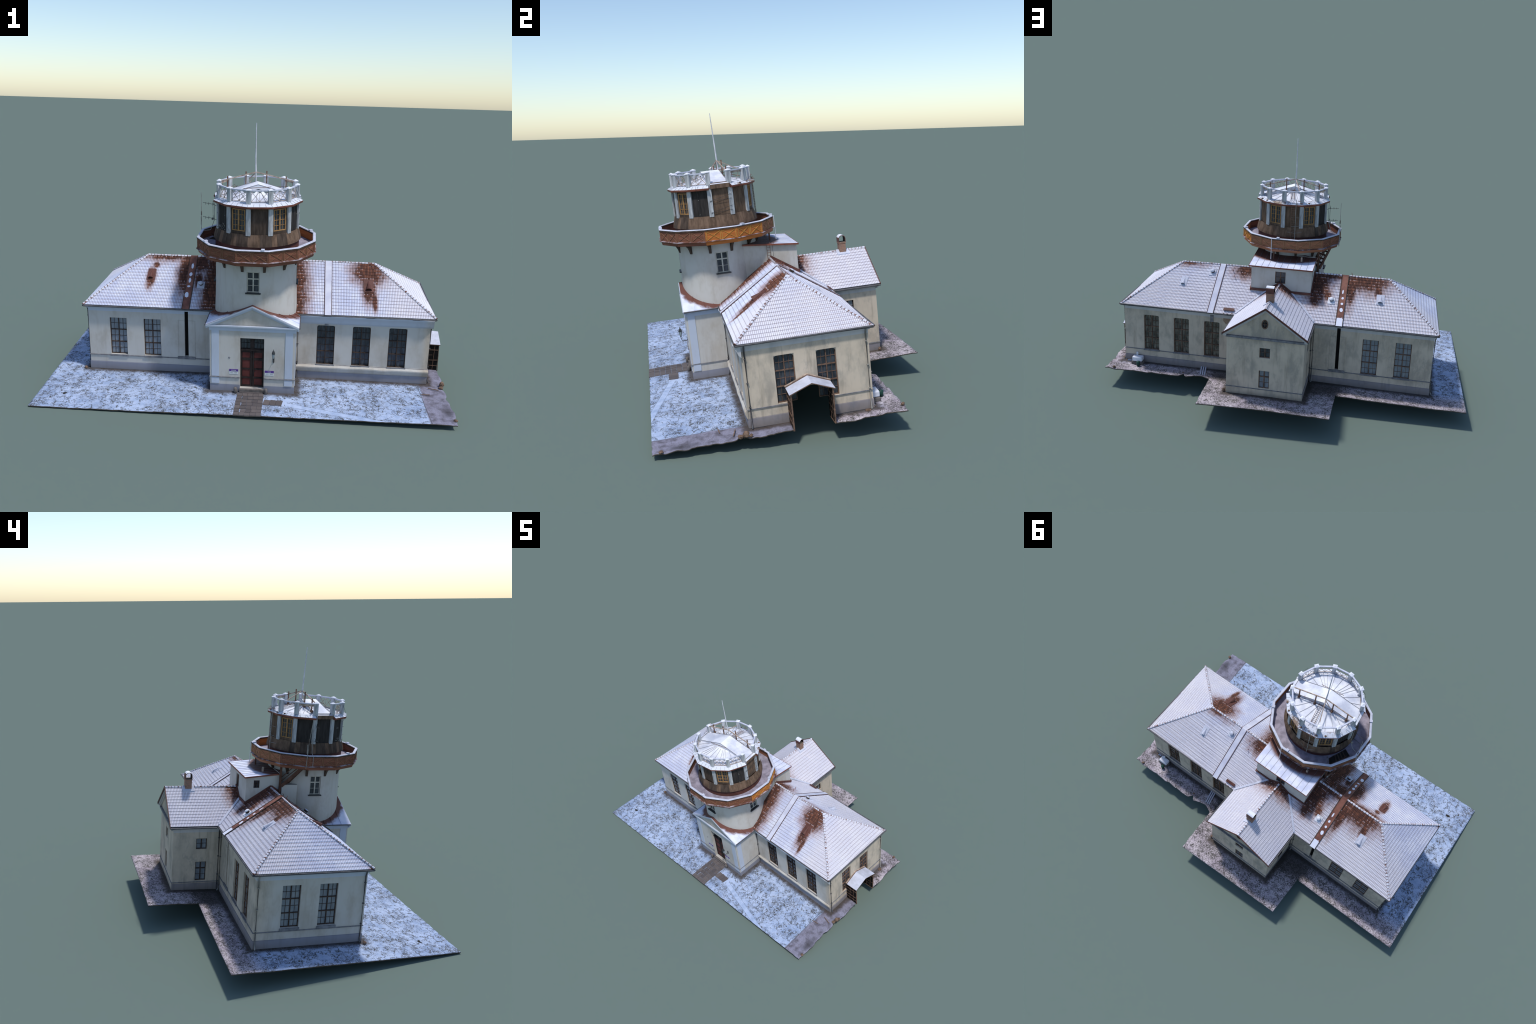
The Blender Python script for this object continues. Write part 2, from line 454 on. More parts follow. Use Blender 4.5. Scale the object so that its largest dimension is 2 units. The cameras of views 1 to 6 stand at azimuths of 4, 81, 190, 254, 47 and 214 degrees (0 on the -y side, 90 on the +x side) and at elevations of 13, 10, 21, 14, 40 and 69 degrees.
# west slit cover: bare red sheet with a few rounded snow remnants
g = Graph("bare_slit_cover_sheet", 0.65, 0.25)
front = g.y.lt(RIDGE_Y)
fs = None
for (cx, cz, rx, rz) in ((-0.305, 0.512, 0.0065, 0.010), (-0.307, 0.483, 0.0085, 0.008), (-0.307, 0.461, 0.0065, 0.008), (-0.308, 0.439, 0.0080, 0.0036), (-0.311, 0.409, 0.0100, 0.010)):
    b = g.blob(cx, cz, rx, rz, g.x, g.z); fs = b if fs is None else fs.max(b)
bs = None
for (cx, cz, rx, rz) in ((-0.303, 0.486, 0.0045, 0.008), (-0.306, 0.462, 0.0070, 0.0045), (-0.306, 0.441, 0.0068, 0.0042), (-0.307, 0.419, 0.0095, 0.008), (-0.307, 0.368, 0.03, 0.022)):
    b = g.blob(cx, cz, rx, rz, g.x, g.z); bs = b if bs is None else bs.max(b)
sn = fs.max(-3.0) * front + bs.max(-3.0) * (1.0 - front) + (g.noise(60, 3) - 0.5) * 0.9
M['slit_bare'] = g.done(g.mix(g.mix((0.115, 0.047, 0.038), (0.25, 0.105, 0.075), g.noise(25).step(0.3, 0.7)), SNOW_BRIGHT, sn.step(0.0, 0.08)))

# chimney brick
g = Graph("old_chimney_brick", 0.9, 0.1)
b = g.t.nodes.new('ShaderNodeTexBrick')
g.t.links.new(g.vec(g.x + g.y, g.z), b.inputs['Vector'])
b.inputs['Scale'].default_value = 75; b.inputs['Mortar Size'].default_value = 0.035
b.inputs['Color1'].default_value = (0.34, 0.15, 0.085, 1); b.inputs['Color2'].default_value = (0.22, 0.12, 0.085, 1); b.inputs['Mortar'].default_value = (0.30, 0.26, 0.22, 1)
M['brick'] = g.done(g.mix(b.outputs[0], (0.07, 0.055, 0.05), g.noise(40, 4).step(0.5, 0.75) * 0.6), Val(g, b.outputs['Fac']), 0.4)

# ground: thin snow over grass, worn soil along the walls -----------------------
g = Graph("thin_snow_on_grass", 0.95, 0.1)
x, y = g.x, g.y
n_big, n_mid, n_fine = g.noise(5, 3), g.noise(26, 4, 0.6), g.noise(170, 3, 0.7)
clump, clump2 = g.noise(9, 4, 0.62), g.noise(31, 3, 0.6)
warp = g.vec(x + (clump2 - 0.5) * 0.03, y + (n_mid - 0.5) * 0.03)
vein = ((g.noise(17, 4, 0.66, None, warp) - 0.5).abs()).step(0.022, 0.006)
twig1 = ((g.noise(42, 3, 0.62, None, warp) - 0.5).abs()).step(0.034, 0.010)
twig2 = ((g.noise(88, 2, 0.6, (1.0, 1.6, 1.0), warp) - 0.5).abs()).step(0.05, 0.015)
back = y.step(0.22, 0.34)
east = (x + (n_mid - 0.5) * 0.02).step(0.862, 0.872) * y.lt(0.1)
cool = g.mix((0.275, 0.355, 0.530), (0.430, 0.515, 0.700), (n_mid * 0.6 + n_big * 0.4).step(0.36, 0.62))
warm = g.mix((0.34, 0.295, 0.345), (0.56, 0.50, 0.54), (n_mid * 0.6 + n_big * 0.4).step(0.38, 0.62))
snow = g.mix(cool, warm, back.max(x.step(0.90, 0.93)))  # blue skylit shade coloured into the front, warm sunlight into the rear
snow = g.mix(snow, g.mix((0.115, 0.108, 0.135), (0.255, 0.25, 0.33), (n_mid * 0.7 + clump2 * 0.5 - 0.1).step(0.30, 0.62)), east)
grass = g.mix((0.030, 0.032, 0.026), (0.085, 0.078, 0.068), n_fine)
dens = (clump * 0.7 + clump2 * 0.3 + back * 0.05).step(0.44, 0.60)
fl = (twig1 * (clump2 * 0.9 + n_fine * 0.7).step(0.55, 0.95)).max(twig2 * 0.85 * (n_fine * 1.3 + clump2 * 0.4).step(0.62, 0.98)) * dens
fl = fl.max(vein * (n_fine * 1.0 + clump2 * 0.8).step(0.62, 0.98) * 0.95)
blades = n_fine
# swept pavement strip in front: smooth, no grass; bounded by two fine cracks
t = (x - 0.226) * 0.2455 + (y + 0.553) * 0.9694          # distance across the strip
strip = t.gt(-0.002) * t.lt(0.030) * x.gt(0.21)
edge = ((t + 0.001).abs().lt(0.0016)).max((t - 0.0295).abs().lt(0.0012)) * x.gt(0.22) * (0.4 + n_fine)
fl = fl * (1.0 - strip) * (1.0 - east * 0.8)
col = g.mix(snow, grass, (fl * 1.25).min(0.95))
speck = (n_fine + (n_mid - 0.5) * 0.4 + (clump - 0.5) * 0.10 + back * 0.07 + east * 0.02).step(0.54, 0.70) * (1.0 - strip)
col = g.mix(col, (0.095, 0.088, 0.090), speck * (0.30 + back * 0.42))
col = g.mix(col, (0.10, 0.12, 0.15), edge * 0.55)
# kerb line near the east edge
kerb = (x - 0.868 - (y + 0.5) * -0.05).abs().lt(0.0022) * y.lt(-0.30)
col = g.mix(col, (0.07, 0.07, 0.08), kerb * 0.7)
# drip line: bare soil hugging the walls, deepened for the porch-corner shadow
wob = (n_mid - 0.5) * 0.03 + (n_fine - 0.5) * 0.022


def rect_dist(x0, x1, y0, y1):
    ax = (x - (x0 + x1) / 2).abs() - (x1 - x0) / 2
    ay = (y - (y0 + y1) / 2).abs() - (y1 - y0) / 2
    return ax.max(ay)


near = rect_dist(WX0, WX1, WY0, WY1).min(rect_dist(PX0, PX1, PY0, 0)).min(rect_dist(AX0, AX1, 0, AY1))
soil = (near + wob).step(0.046, 0.012)
col = g.mix(col, g.mix((0.032, 0.025, 0.019), (0.085, 0.068, 0.055), n_fine), soil * 0.9)
# sheltered rear corner beside the annex keeps almost no snow
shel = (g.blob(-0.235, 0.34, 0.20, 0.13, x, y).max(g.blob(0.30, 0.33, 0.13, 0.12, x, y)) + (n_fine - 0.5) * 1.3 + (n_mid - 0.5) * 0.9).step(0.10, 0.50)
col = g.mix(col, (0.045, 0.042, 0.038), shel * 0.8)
hole = (g.blob(-0.854, -0.526, 0.016, 0.010, x, y) + (n_fine - 0.5) * 0.7).step(0.0, 0.3).max((g.blob(0.965, -0.52, 0.05, 0.09, x, y) + (n_mid - 0.5) * 1.2).step(0.15, 0.9) * 0.6)
col = g.mix(col, (0.03, 0.028, 0.025), hole)
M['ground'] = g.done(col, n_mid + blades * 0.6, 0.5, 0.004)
M['soil'] = simple("dark_soil_edge", (0.09, 0.075, 0.065), 0.4, 60)
g = Graph("wet_paving_stone", 0.7, 0.3)
pn = g.noise(60, 4, 0.6)
M['paving'] = g.done(g.mix(g.mix((0.075, 0.066, 0.07), (0.135, 0.115, 0.112), g.objrnd()), (0.55, 0.58, 0.68), pn.step(0.66, 0.78)), pn, 0.3)

# ----------------------------------------------------------------------------
# root
# ----------------------------------------------------------------------------
root = bpy.data.objects.new("old_observatory", None)
COL.objects.link(root)
root.matrix_world = SITE
root["label"] = "old white observatory with round tower in thin snow"
root["category"] = "observatory building"


# ----------------------------------------------------------------------------
# ground cut-out
# ----------------------------------------------------------------------------
def ground_z(px, py):
    t = max(0.0, min(1.0, (py - 0.25) / 0.30)); t = t * t * (3 - 2 * t)
    h = 0.001 + 0.015 * t * max(0.0, 1 - abs(px - 0.03) / 0.75)
    h += 0.007 * math.exp(-((px - 0.05) / 0.5) ** 2) * max(0.0, min(1.0, (py + 0.66) / 0.25)) * (1 - t)
    h += 0.0022 * (mnoise.fractal(Vector((px * 7, py * 7, 3)), 1.0, 2.0, 4)) + 0.0008 * mnoise.noise(Vector((px * 60, py * 60, 1)))
    if px > 0.9:                                  # ploughed, lumpy eastern rim
        h += 0.006 * (px - 0.9) / 0.09 * mnoise.fractal(Vector((px * 25, py * 25, 8)), 1.0, 2.0, 3)
    if hypot(px + 0.854, (py + 0.526) * 1.5) < 0.016:
        h -= 0.006
    return h


def lines(cuts, step):
    out = []
    for a, b in zip(cuts, cuts[1:]):
        n = max(1, round((b - a) / step))
        out += [a + (b - a) * i / n for i in range(n)]
    return out + [cuts[-1]]


gx = lines([-0.99, -0.805, -0.32, -0.15, 0.24, 0.373, 0.895, 0.99], 0.0105)
gy = lines([-0.65, -0.42, -0.238, -0.081, 0.084, 0.262, 0.400, 0.663], 0.0105)


def ground_keep(cx, cy):
    if cy > 0.400:
        return -0.32 < cx < 0.373
    if -0.805 < cx < 0.895 and -0.238 < cy < 0.262:
        return False                              # under the wings
    if cx > 0.895 and -0.081 < cy < 0.084:
        return False                              # missing strip under the canopy
    return True


def ground_warp(px, py):
    """bend the regular grid so that its rim follows the real cut edges."""
    qx, qy = px, py
    if py < -0.238:
        f = (py + 0.238) / (-0.65 + 0.238)
        qy = -0.238 + f * (-0.6505 + 0.0165 * px + 0.238)
    if px < -0.805:
        f = (px + 0.805) / (-0.185)
        qx = -0.805 + f * (-(0.979 + 0.0176 * (py + 0.667)) + 0.805)
    if px > 0.895:
        f = (px - 0.895) / 0.095
        rim = 0.992 - 0.012 * max(0.0, min(1.0, (py + 0.62) / 0.9)) + 0.010 * mnoise.fractal(Vector((1.7, py * 13, 0)), 1.0, 2.0, 4)
        rim -= 0.028 * math.exp(-((py + 0.285) / 0.022) ** 2) + 0.012 * math.exp(-((py + 0.40) / 0.05) ** 2)
        qx = 0.895 + f * (rim - 0.895)
    if py > 0.262 and not (-0.33 < px < 0.38):
        f = min(1.0, (py - 0.262) / 0.138)
        top = 0.410 if px < 0 else 0.392 + 0.008 * mnoise.fractal(Vector((px * 18, 5.0, 0)), 1.0, 2.0, 4) - 0.034 * math.exp(-((px - 0.53) / 0.012) ** 2) - 0.022 * math.exp(-((px - 0.44) / 0.05) ** 2)
        qy = 0.262 + f * (top - 0.262)
    if py > 0.400:
        f = (py - 0.400) / 0.263
        qy = 0.400 + f * (0.664 + 0.018 * (px - 0.03) - 0.400)
        if px < -0.31 or px > 0.365:
            qx = px + 0.004 * f * (1 if px < 0 else -1) + 0.006 * mnoise.noise(Vector((px * 3, py * 18, 2))) * (1 if px > 0 else 0.3)
    elif py < -0.64:
        qy += 0.0022 * mnoise.noise(Vector((px * 40, 3.3, 0)))
    return qx, qy


b = Builder()
idx = {}
vs, fs = [], []
for j in range(len(gy) - 1):
    for i in range(len(gx) - 1):
        if not ground_keep((gx[i] + gx[i + 1]) / 2, (gy[j] + gy[j + 1]) / 2):
            continue
        q = []
        for (a, c) in ((i, j), (i + 1, j), (i + 1, j + 1), (i, j + 1)):
            if (a, c) not in idx:
                px, py = ground_warp(gx[a], gy[c])
                idx[(a, c)] = len(vs); vs.append((px, py, ground_z(px, py)))
            q.append(idx[(a, c)])
        fs.append(tuple(q))
b.indexed(vs, fs, 0, True)
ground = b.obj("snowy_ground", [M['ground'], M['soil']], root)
md = ground.modifiers.new("thickness", 'SOLIDIFY'); md.thickness = 0.005; md.offset = -1; md.material_offset = 1; md.material_offset_rim = 1

# paving path to the door -------------------------------------------------------
b = Builder()
b.box(-0.5, 0.5, -0.5, 0.5, -0.5, 0.5)
stone_me = b.mesh("paving_stone", [M['paving']])


def paving(x0, x1, y0, y1, nx, ny, ang=0.0):
    for j in range(ny):
        for i in range(nx):
            w, d = (x1 - x0) / nx, (y1 - y0) / ny
            cx, cy = x0 + w * (i + 0.5 + (0.25 if j % 2 and 0 < i < nx - 1 else 0) * 0.6), y0 + d * (j + 0.5)
            ob = place("paving_stone", stone_me, ground, (cx, cy, ground_z(cx, cy) + 0.0005))
            ob.scale = (w * 0.955, d * 0.94, 0.005 + random.random() * 0.001)
            ob.rotation_euler = (random.uniform(-.01, .01), random.uniform(-.01, .01), ang + random.uniform(-.012, .012))


paving(-0.024, 0.104, -0.652, -0.452, 5, 7)
paving(0.107, 0.196, -0.552, -0.502, 3, 1, -0.12)
paving(-0.015, 0.101, -0.450, -0.434, 1, 1)

# things lying about --------------------------------------------------------------
b = Builder()
for k in range(3):
    x0 = 0.437 - 0.0125 * k
    b.beam((x0 + 0.017, 0.268, 0.012), (x0, 0.352, 0.010), 0.007, 0.007)
b.obj("bench_plank", [M['snow_cool']], ground)

b = Builder()
b.box(0.786, 0.855, 0.285, 0.318, 0.0, 0.020, 1)
b.box(0.792, 0.850, 0.280, 0.316, 0.020, 0.046, 0)
b.box(0.823, 0.835, 0.279, 0.291, 0.046, 0.066, 0)
hut = b.obj("concrete_hatch_block", [M['snow'], M['stone']], ground)
md = hut.modifiers.new("soft_edges", 'BEVEL'); md.width = 0.005; md.segments = 2
b = Builder()
b.lathe([(0.0, 0.0), (0.0085, 0.0), (0.0105, 0.030), (0.0, 0.032)], 12, 0.806, 0.334)
b.obj("rubbish_bin", [M['green']], ground)
b = Builder()
b.box(0.868, 0.892, 0.272, 0.280, 0.0, 0.007)
b.obj("snowy_board", [M['snow_cool']], ground)

b = Builder()
rng = random.Random(11)


def lump(bd, c, r, squash, mat, seed):
    c = Vector(c); vs = []; n, m = 8, 5
    for i in range(m + 1):
        for k in range(n):
            th, ph = pi * i / m, 2 * pi * k / n
            d = Vector((sin(th) * cos(ph), sin(th) * sin(ph), cos(th) * squash))
            vs.append(c + d * r * (1 + 0.45 * mnoise.noise(d * 2.3 + Vector((seed, 0, 0)))))
    bd.indexed(vs, [(i * n + k, i * n + (k + 1) % n, (i + 1) * n + (k + 1) % n, (i + 1) * n + k) for i in range(m) for k in range(n)], mat, False)


for c, r, s in (((0.978, -0.270, 0.014), 0.013, 1.1), ((0.972, -0.292, 0.006), 0.012, 0.7), ((0.982, -0.252, 0.008), 0.008, 0.9), ((0.985, -0.60, 0.004), 0.010, 0.6),
                ((0.928, 0.385, 0.008), 0.008, 0.9), ((0.262, 0.512, 0.02), 0.008, 1.3), ((0.535, 0.352, 0.002), 0.008, 0.5), ((-0.835, -0.255, 0.006), 0.009, 1.0),
                ((0.47, 0.345, 0.0), 0.007, 0.6), ((0.895, 0.272, 0.004), 0.010, 0.5), ((0.92, 0.24, 0.003), 0.012, 0.4)):
    lump(b, c, r, s, 0, r * 900)
b.beam((0.905, -0.305, 0.008), (0.955, -0.318, 0.006), 0.004, 0.003)
b.beam((0.862, -0.372, 0.006), (0.905, -0.368, 0.006), 0.003, 0.003)
deb = b.obj("debris", [M['bark']], ground); deb["kind"] = "stuff"

# ----------------------------------------------------------------------------
# windows (shared meshes, built looking along -y, origin bottom centre of sash)
# ----------------------------------------------------------------------------
def window_mesh(name, w, h, cols, rows, sub, frame, glass_m, bar=0.0042, thin=0.0013, arch=0.0, rowfrac=None, edge=0.0035):
    """casement window: glass sheet, outer frame, mullions/transoms, thin glazing bars."""
    b = Builder()
    b.face([(-w / 2, 0, 0), (w / 2, 0, 0), (w / 2, 0, h), (-w / 2, 0, h)], 1)
    y0, y1 = -0.0045, 0.001
    b.box(-w / 2, -w / 2 + edge, y0, y1, 0, h); b.box(w / 2 - edge, w / 2, y0, y1, 0, h)
    b.box(-w / 2 + edge, w / 2 - edge, y0, y1, 0, edge); b.box(-w / 2 + edge, w / 2 - edge, y0, y1, h - edge, h)
    xs = [-w / 2 + w * i / cols for i in range(cols + 1)]
    zs = [0] + [h * f for f in (rowfrac or [(j + 1) / rows for j in range(rows - 1)])] + [h]
    for xm in xs[1:-1]:
        b.box(xm - bar / 2, xm + bar / 2, y0 - 0.0007, y1, edge, h - edge)
    for zm in zs[1:-1]:
        b.box(-w / 2 + edge, w / 2 - edge, y0 - 0.0003, y1 - 0.0005, zm - bar / 2, zm + bar / 2)
    for i in range(cols):
        for j in range(rows):
            sx, sz = sub if not callable(sub) else sub(j)
            for k in range(1, sx):
                xm = xs[i] + (xs[i + 1] - xs[i]) * k / sx
                b.box(xm - thin / 2, xm + thin / 2, -0.002, 0.0005, zs[j] + bar / 2, zs[j + 1] - bar / 2)
            for k in range(1, sz):
                zm = zs[j] + (zs[j + 1] - zs[j]) * k / sz
                b.box(xs[i] + bar / 2, xs[i + 1] - bar / 2, -0.0024, 0.0, zm - thin / 2, zm + thin / 2)
    if arch:
        for s in (-1, 1):                          # shallow basket-arch corners
            pts = [(s * w / 2, -0.0065, h), (s * w / 2, -0.0065, h - arch)] + [(s * (w / 2 - arch * 1.25 * (1 - cos(t))), -0.0065, h - arch + arch * 0.86 * sin(t)) for t in (0.5, 0.9, 1.25, 1.5)]
            pts.append((s * (w / 2 - arch * 1.3), -0.0065, h))
            b.face(pts if s < 0 else pts[::-1], 2)
    return b.mesh(name, [frame, glass_m, M['wall']])


DEPTH = 0.0135
sub22 = (2, 2)
W_CURT = window_mesh("window", 0.087, 0.201, 2, 3, sub22, M['frame'], M['glass_curtain'], arch=0.006)
W_DARK = window_mesh("window", 0.088, 0.213, 2, 3, sub22, M['frame'], M['glass_dark'], arch=0.012)
W_BACK = window_mesh("window", 0.088, 0.211, 2, 3, sub22, M['frame_tan'], M['glass_brown'], arch=0.013)
W_BACKW = window_mesh("window", 0.085, 0.205, 2, 3, sub22, M['frame_tan'], M['glass_curtain'], arch=0.005)
W_WEST = window_mesh("window", 0.086, 0.199, 2, 3, sub22, M['frame'], M['glass_curtain'], arch=0.005)
W_EAST = window_mesh("window", 0.082, 0.200, 2, 3, sub22, M['frame_tan'], M['glass_dark'], arch=0.014)
W_TOWER = window_mesh("window", 0.058, 0.100, 2, 2, lambda j: (1, 2 if j == 0 else 1), M['frame_white'], M['glass_dark'], 0.006, 0.0015, 0, [0.66], 0.004)
W_SMALL = window_mesh("window", 0.056, 0.057, 2, 1, (1, 2), M['frame_tan'], M['glass_dark'], 0.005, 0.0014)
W_TALL = window_mesh("window", 0.056, 0.102, 2, 2, lambda j: (1, 2 if j == 0 else 1), M['frame_tan'], M['glass_curtain'], 0.005, 0.0014, 0, [0.64])
W_HOUSE = window_mesh("window", 0.058, 0.068, 2, 1, (1, 2), M['frame_tan'], M['glass_dark'], 0.005, 0.0014)
W_TINY = window_mesh("window", 0.032, 0.041, 2, 2, (1, 1), M['frame'], M['glass_dark'], 0.003)

# ----------------------------------------------------------------------------
# wings
# ----------------------------------------------------------------------------
front_left = [(-0.657, 0.086), (-0.482, 0.086)]
front_right = [(0.395, 0.081), (0.571, 0.081), (0.749, 0.081)]
back_right = [(0.748, 0.082), (0.573, 0.082), (0.397, 0.082)]
back_left = [(-0.480, 0.082), (-0.655, 0.082)]
b = Builder()
zm = lambda z: 1 if z < 0.043 else (2 if z > 0.322 else 0)
cuts = (0.043, 0.322)
ops = [(x - WX0 - 0.0435, x - WX0 + 0.0435, z, z + 0.201) for x, z in front_left] + [(x - WX0 - 0.044, x - WX0 + 0.044, z, z + 0.213) for x, z in front_right]
SL0, SL1 = -0.316, -0.297
ops.append((SL0 - WX0, SL1 - WX0, 0.090, 0.345))
b.wall((WX0, WY0, 0), (1, 0, 0), WX1 - WX0, -0.004, 0.345, ops, DEPTH, 0, 0, cuts, zm)
ops = [(WX1 - x - 0.044, WX1 - x + 0.044, z, z + 0.211) for x, z in back_right] + [(WX1 - x - 0.0425, WX1 - x + 0.0425, z, z + 0.205) for x, z in back_left]
ops.append((WX1 - SL1, WX1 - SL0, 0.090, 0.345))
b.wall((WX1, WY1, 0), (-1, 0, 0), WX1 - WX0, -0.004, 0.345, ops, DEPTH, 0, 0, cuts, zm)
ops = [(WY1 - y - 0.043, WY1 - y + 0.043, 0.095, 0.294) for y in (0.106, -0.068)]
b.wall((WX0, WY1, 0), (0, -1, 0), WY1 - WY0, -0.004, 0.345, ops, DEPTH, 0, 0, cuts, zm)
EWIN = [(-0.0815, 0.0855), (0.0905, 0.0825)]
HOLE = (-0.079, 0.084, -0.004, 0.142)                          # the side entrance, now just a dark gap
ops = [(y - WY0 - 0.041, y - WY0 + 0.041, z, z + 0.200) for y, z in EWIN] + [(HOLE[0] - WY0, HOLE[1] - WY0, HOLE[2], HOLE[3])]
rv = [(ops[0][0], ops[0][1], ops[0][2], ops[0][3], 'lt'), (ops[0][0], ops[0][1], HOLE[3], ops[0][3], 'r'), (ops[0][0], ops[2][0], *ops[0][2:], 'b'),
      (ops[1][0], ops[1][1], *ops[1][2:], 'rt'), (ops[1][0], ops[1][1], HOLE[3], ops[1][3], 'l'), (ops[2][1], ops[1][1], *ops[1][2:], 'b'), (ops[0][1], ops[1][0], *HOLE[2:], 't')]
b.wall((WX1, WY0, 0), (0, 1, 0), WY1 - WY0, -0.004, 0.345, ops, DEPTH, 0, 0, cuts, zm, rv)
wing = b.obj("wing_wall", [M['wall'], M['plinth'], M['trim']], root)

for x, z in front_left:
    place("window", W_CURT, wing, (x, WY0 + DEPTH, z))
for x, z in front_right:
    place("window", W_DARK, wing, (x, WY0 + DEPTH, z))
for x, z in back_right:
    place("window", W_BACK, wing, (x, WY1 - DEPTH, z), pi)
for x, z in back_left:
    place("window", W_BACKW, wing, (x, WY1 - DEPTH, z), pi)
for y in (0.106, -0.068):
    place("window", W_WEST, wing, (WX0 + DEPTH, y, 0.095), -pi / 2)
for y, z in EWIN:
    place("window", W_EAST, wing, (WX1 - DEPTH, y, z), pi / 2)

# meridian slits: black gaps and their shallow flanking panels
b = Builder()
for yy, s in ((WY0, 1), (WY1, -1)):
    b.box(SL0, SL1, min(yy + s * DEPTH, yy + s * (DEPTH + 0.002)), max(yy + s * DEPTH, yy + s * (DEPTH + 0.002)), 0.088, 0.346)  # black plate modelled for the darkness inside the slit
b.obj("meridian_slit", [M['black']], wing)
b = Builder()
for yy, s in ((WY0, -1), (WY1, 1)):
    ya, yb = sorted((yy, yy + s * 0.0018))
    for x0, x1 in ((-0.350, -0.3475), (-0.2655, -0.263)):
        b.box(x0, x1, ya, yb, 0.090, 0.287)
    for x0, x1 in ((-0.3475, SL0 - 0.001), (SL1 + 0.001, -0.2655)):
        b.box(x0, x1, ya, yb, 0.2845, 0.287)
b.obj("slit_panel_moulding", [M['wall']], wing)
b = Builder()
for yy, s in ((WY0, -1), (WY1, 1)):
    ya, yb = sorted((yy, yy + s * 0.003))
    b.box(0.387, 0.4055, ya, yb, 0.294, 0.346)
    ya, yb = sorted((yy, yy + s * 0.006))
    b.box(-0.352, -0.262, ya, yb, 0.077, 0.0905)
b.obj("slit_shutter_plate", [M['ledge']], wing)

# ledge course, sills, frieze and cornice, gutter
b = Builder()


def ring(bd, x0, x1, y0, y1, out, z0, z1, mat, gaps_e=()):
    bd.box(x0 - out, x1 + out, y0 - out, y0 - 0.0, z0, z1, mat)
    bd.box(x0 - out, x1 + out, y1 + 0.0, y1 + out, z0, z1, mat)
    bd.box(x0 - out, x0, y0, y1, z0, z1, mat)
    ys = [y0] + [v for g_ in gaps_e for v in g_] + [y1]
    for a, c in zip(ys[::2], ys[1::2]):
        bd.box(x1, x1 + out, a, c, z0, z1, mat)


ring(b, WX0, WX1, WY0, WY1, 0.0035, 0.0785, 0.0825, 0, ((-0.079, 0.084),))
for lst, yy, s in ((front_left + front_right, WY0, -1), (back_right + back_left, WY1, 1)):
    for x, z in lst:
        ya, yb = sorted((yy, yy + s * 0.0055))
        b.box(x - 0.047, x + 0.047, ya, yb, 0.0765, 0.0845, 0)
for y in (0.106, -0.068):
    b.box(WX0 - 0.0055, WX0, y - 0.046, y + 0.046, 0.083, 0.094, 0)
b.obj("ledge", [M['ledge']], wing)
b = Builder()
ring(b, WX0, WX1, WY0, WY1, 0.0022, 0.003, 0.041, 0, ((-0.0795, 0.0845),))
b.obj("plinth_course", [M['plinth']], wing)
b = Builder()
ring(b, WX0, WX1, WY0, WY1, 0.007, 0.338, 0.3455, 0)
ring(b, WX0, WX1, WY0, WY1, 0.013, 0.3455, 0.352, 0)
b.box(WX0 - 0.009, WX1 + 0.015, WY0 - 0.018, WY1 + 0.018, 0.352, 0.356, 0)
b.obj("cornice", [M['trim']], wing)
b = Builder()                                                  # swollen cornice and sloped ledge of the right front


def moulding(bd, x0, x1, y, prof_, n, seed, mat=0):
    """profile (out, z) drawn along x, slightly wavy like sagging plaster."""
    rows = []
    for i in range(n + 1):
        x_ = x0 + (x1 - x0) * i / n
        rows.append([(x_, y - o * (1 + 0.22 * mnoise.noise(Vector((x_ * 14, seed, 0)))), z + (0.0022 * mnoise.noise(Vector((x_ * 11, seed, 4))) if 0 < k < len(prof_) - 1 else 0)) for k, (o, z) in enumerate(prof_)])
    for i in range(n):
        for k in range(len(prof_) - 1):
            bd.face([rows[i][k], rows[i + 1][k], rows[i + 1][k + 1], rows[i][k + 1]], mat, True)
    bd.face(rows[0][::-1], mat); bd.face(rows[-1], mat)


moulding(b, 0.262, WX1 + 0.012, WY0, [(0.0, 0.301), (0.010, 0.312), (0.0165, 0.330), (0.0245, 0.344), (0.0265, 0.352), (0.0, 0.3525)], 40, 2.0)
b.obj("cornice", [M['trim']], wing)
b = Builder()
moulding(b, 0.250, WX1 + 0.004, WY0, [(0.0, 0.040), (0.0065, 0.050), (0.0125, 0.066), (0.0125, 0.072), (0.004, 0.0805), (0.0, 0.083)], 40, 5.0)
b.obj("ledge_moulding", [M['wall']], wing)
b = Builder()
for a, c in (((EX0, EY0 - .002), (EX1, EY0 - .002)), ((EX1 + .002, EY0), (EX1 + .002, EY1)), ((EX1, EY1 + .002), (EX0, EY1 + .002)), ((EX0 - .002, EY1), (EX0 - .002, EY0))):
    b.tube([(*a, EAVE_Z - 0.004), (*c, EAVE_Z - 0.004)], 0.0042, 0, 8)
b.obj("gutter", [M['gutter']], wing)


def downpipe(name, x, y, nx, ny, mat, ztop=0.350, zbot=0.004, parent=None):
    bd = Builder()
    bd.tube([(x + nx * 0.012, y + ny * 0.012, ztop), (x + nx * 0.010, y + ny * 0.010, ztop - 0.012), (x + nx * 0.0045, y + ny * 0.0045, ztop - 0.026), (x + nx * 0.0045, y + ny * 0.0045, 0.02), (x + nx * 0.012, y + ny * 0.012, zbot)], 0.0032, 0, 8)
    for z in (0.29, 0.19, 0.09):
        bd.box(x - 0.0042 + nx * .004, x + 0.0042 + nx * .004, y - 0.0042 + ny * .004, y + 0.0042 + ny * .004, z, z + 0.003)
    bd.obj(name, [mat], parent or wing)


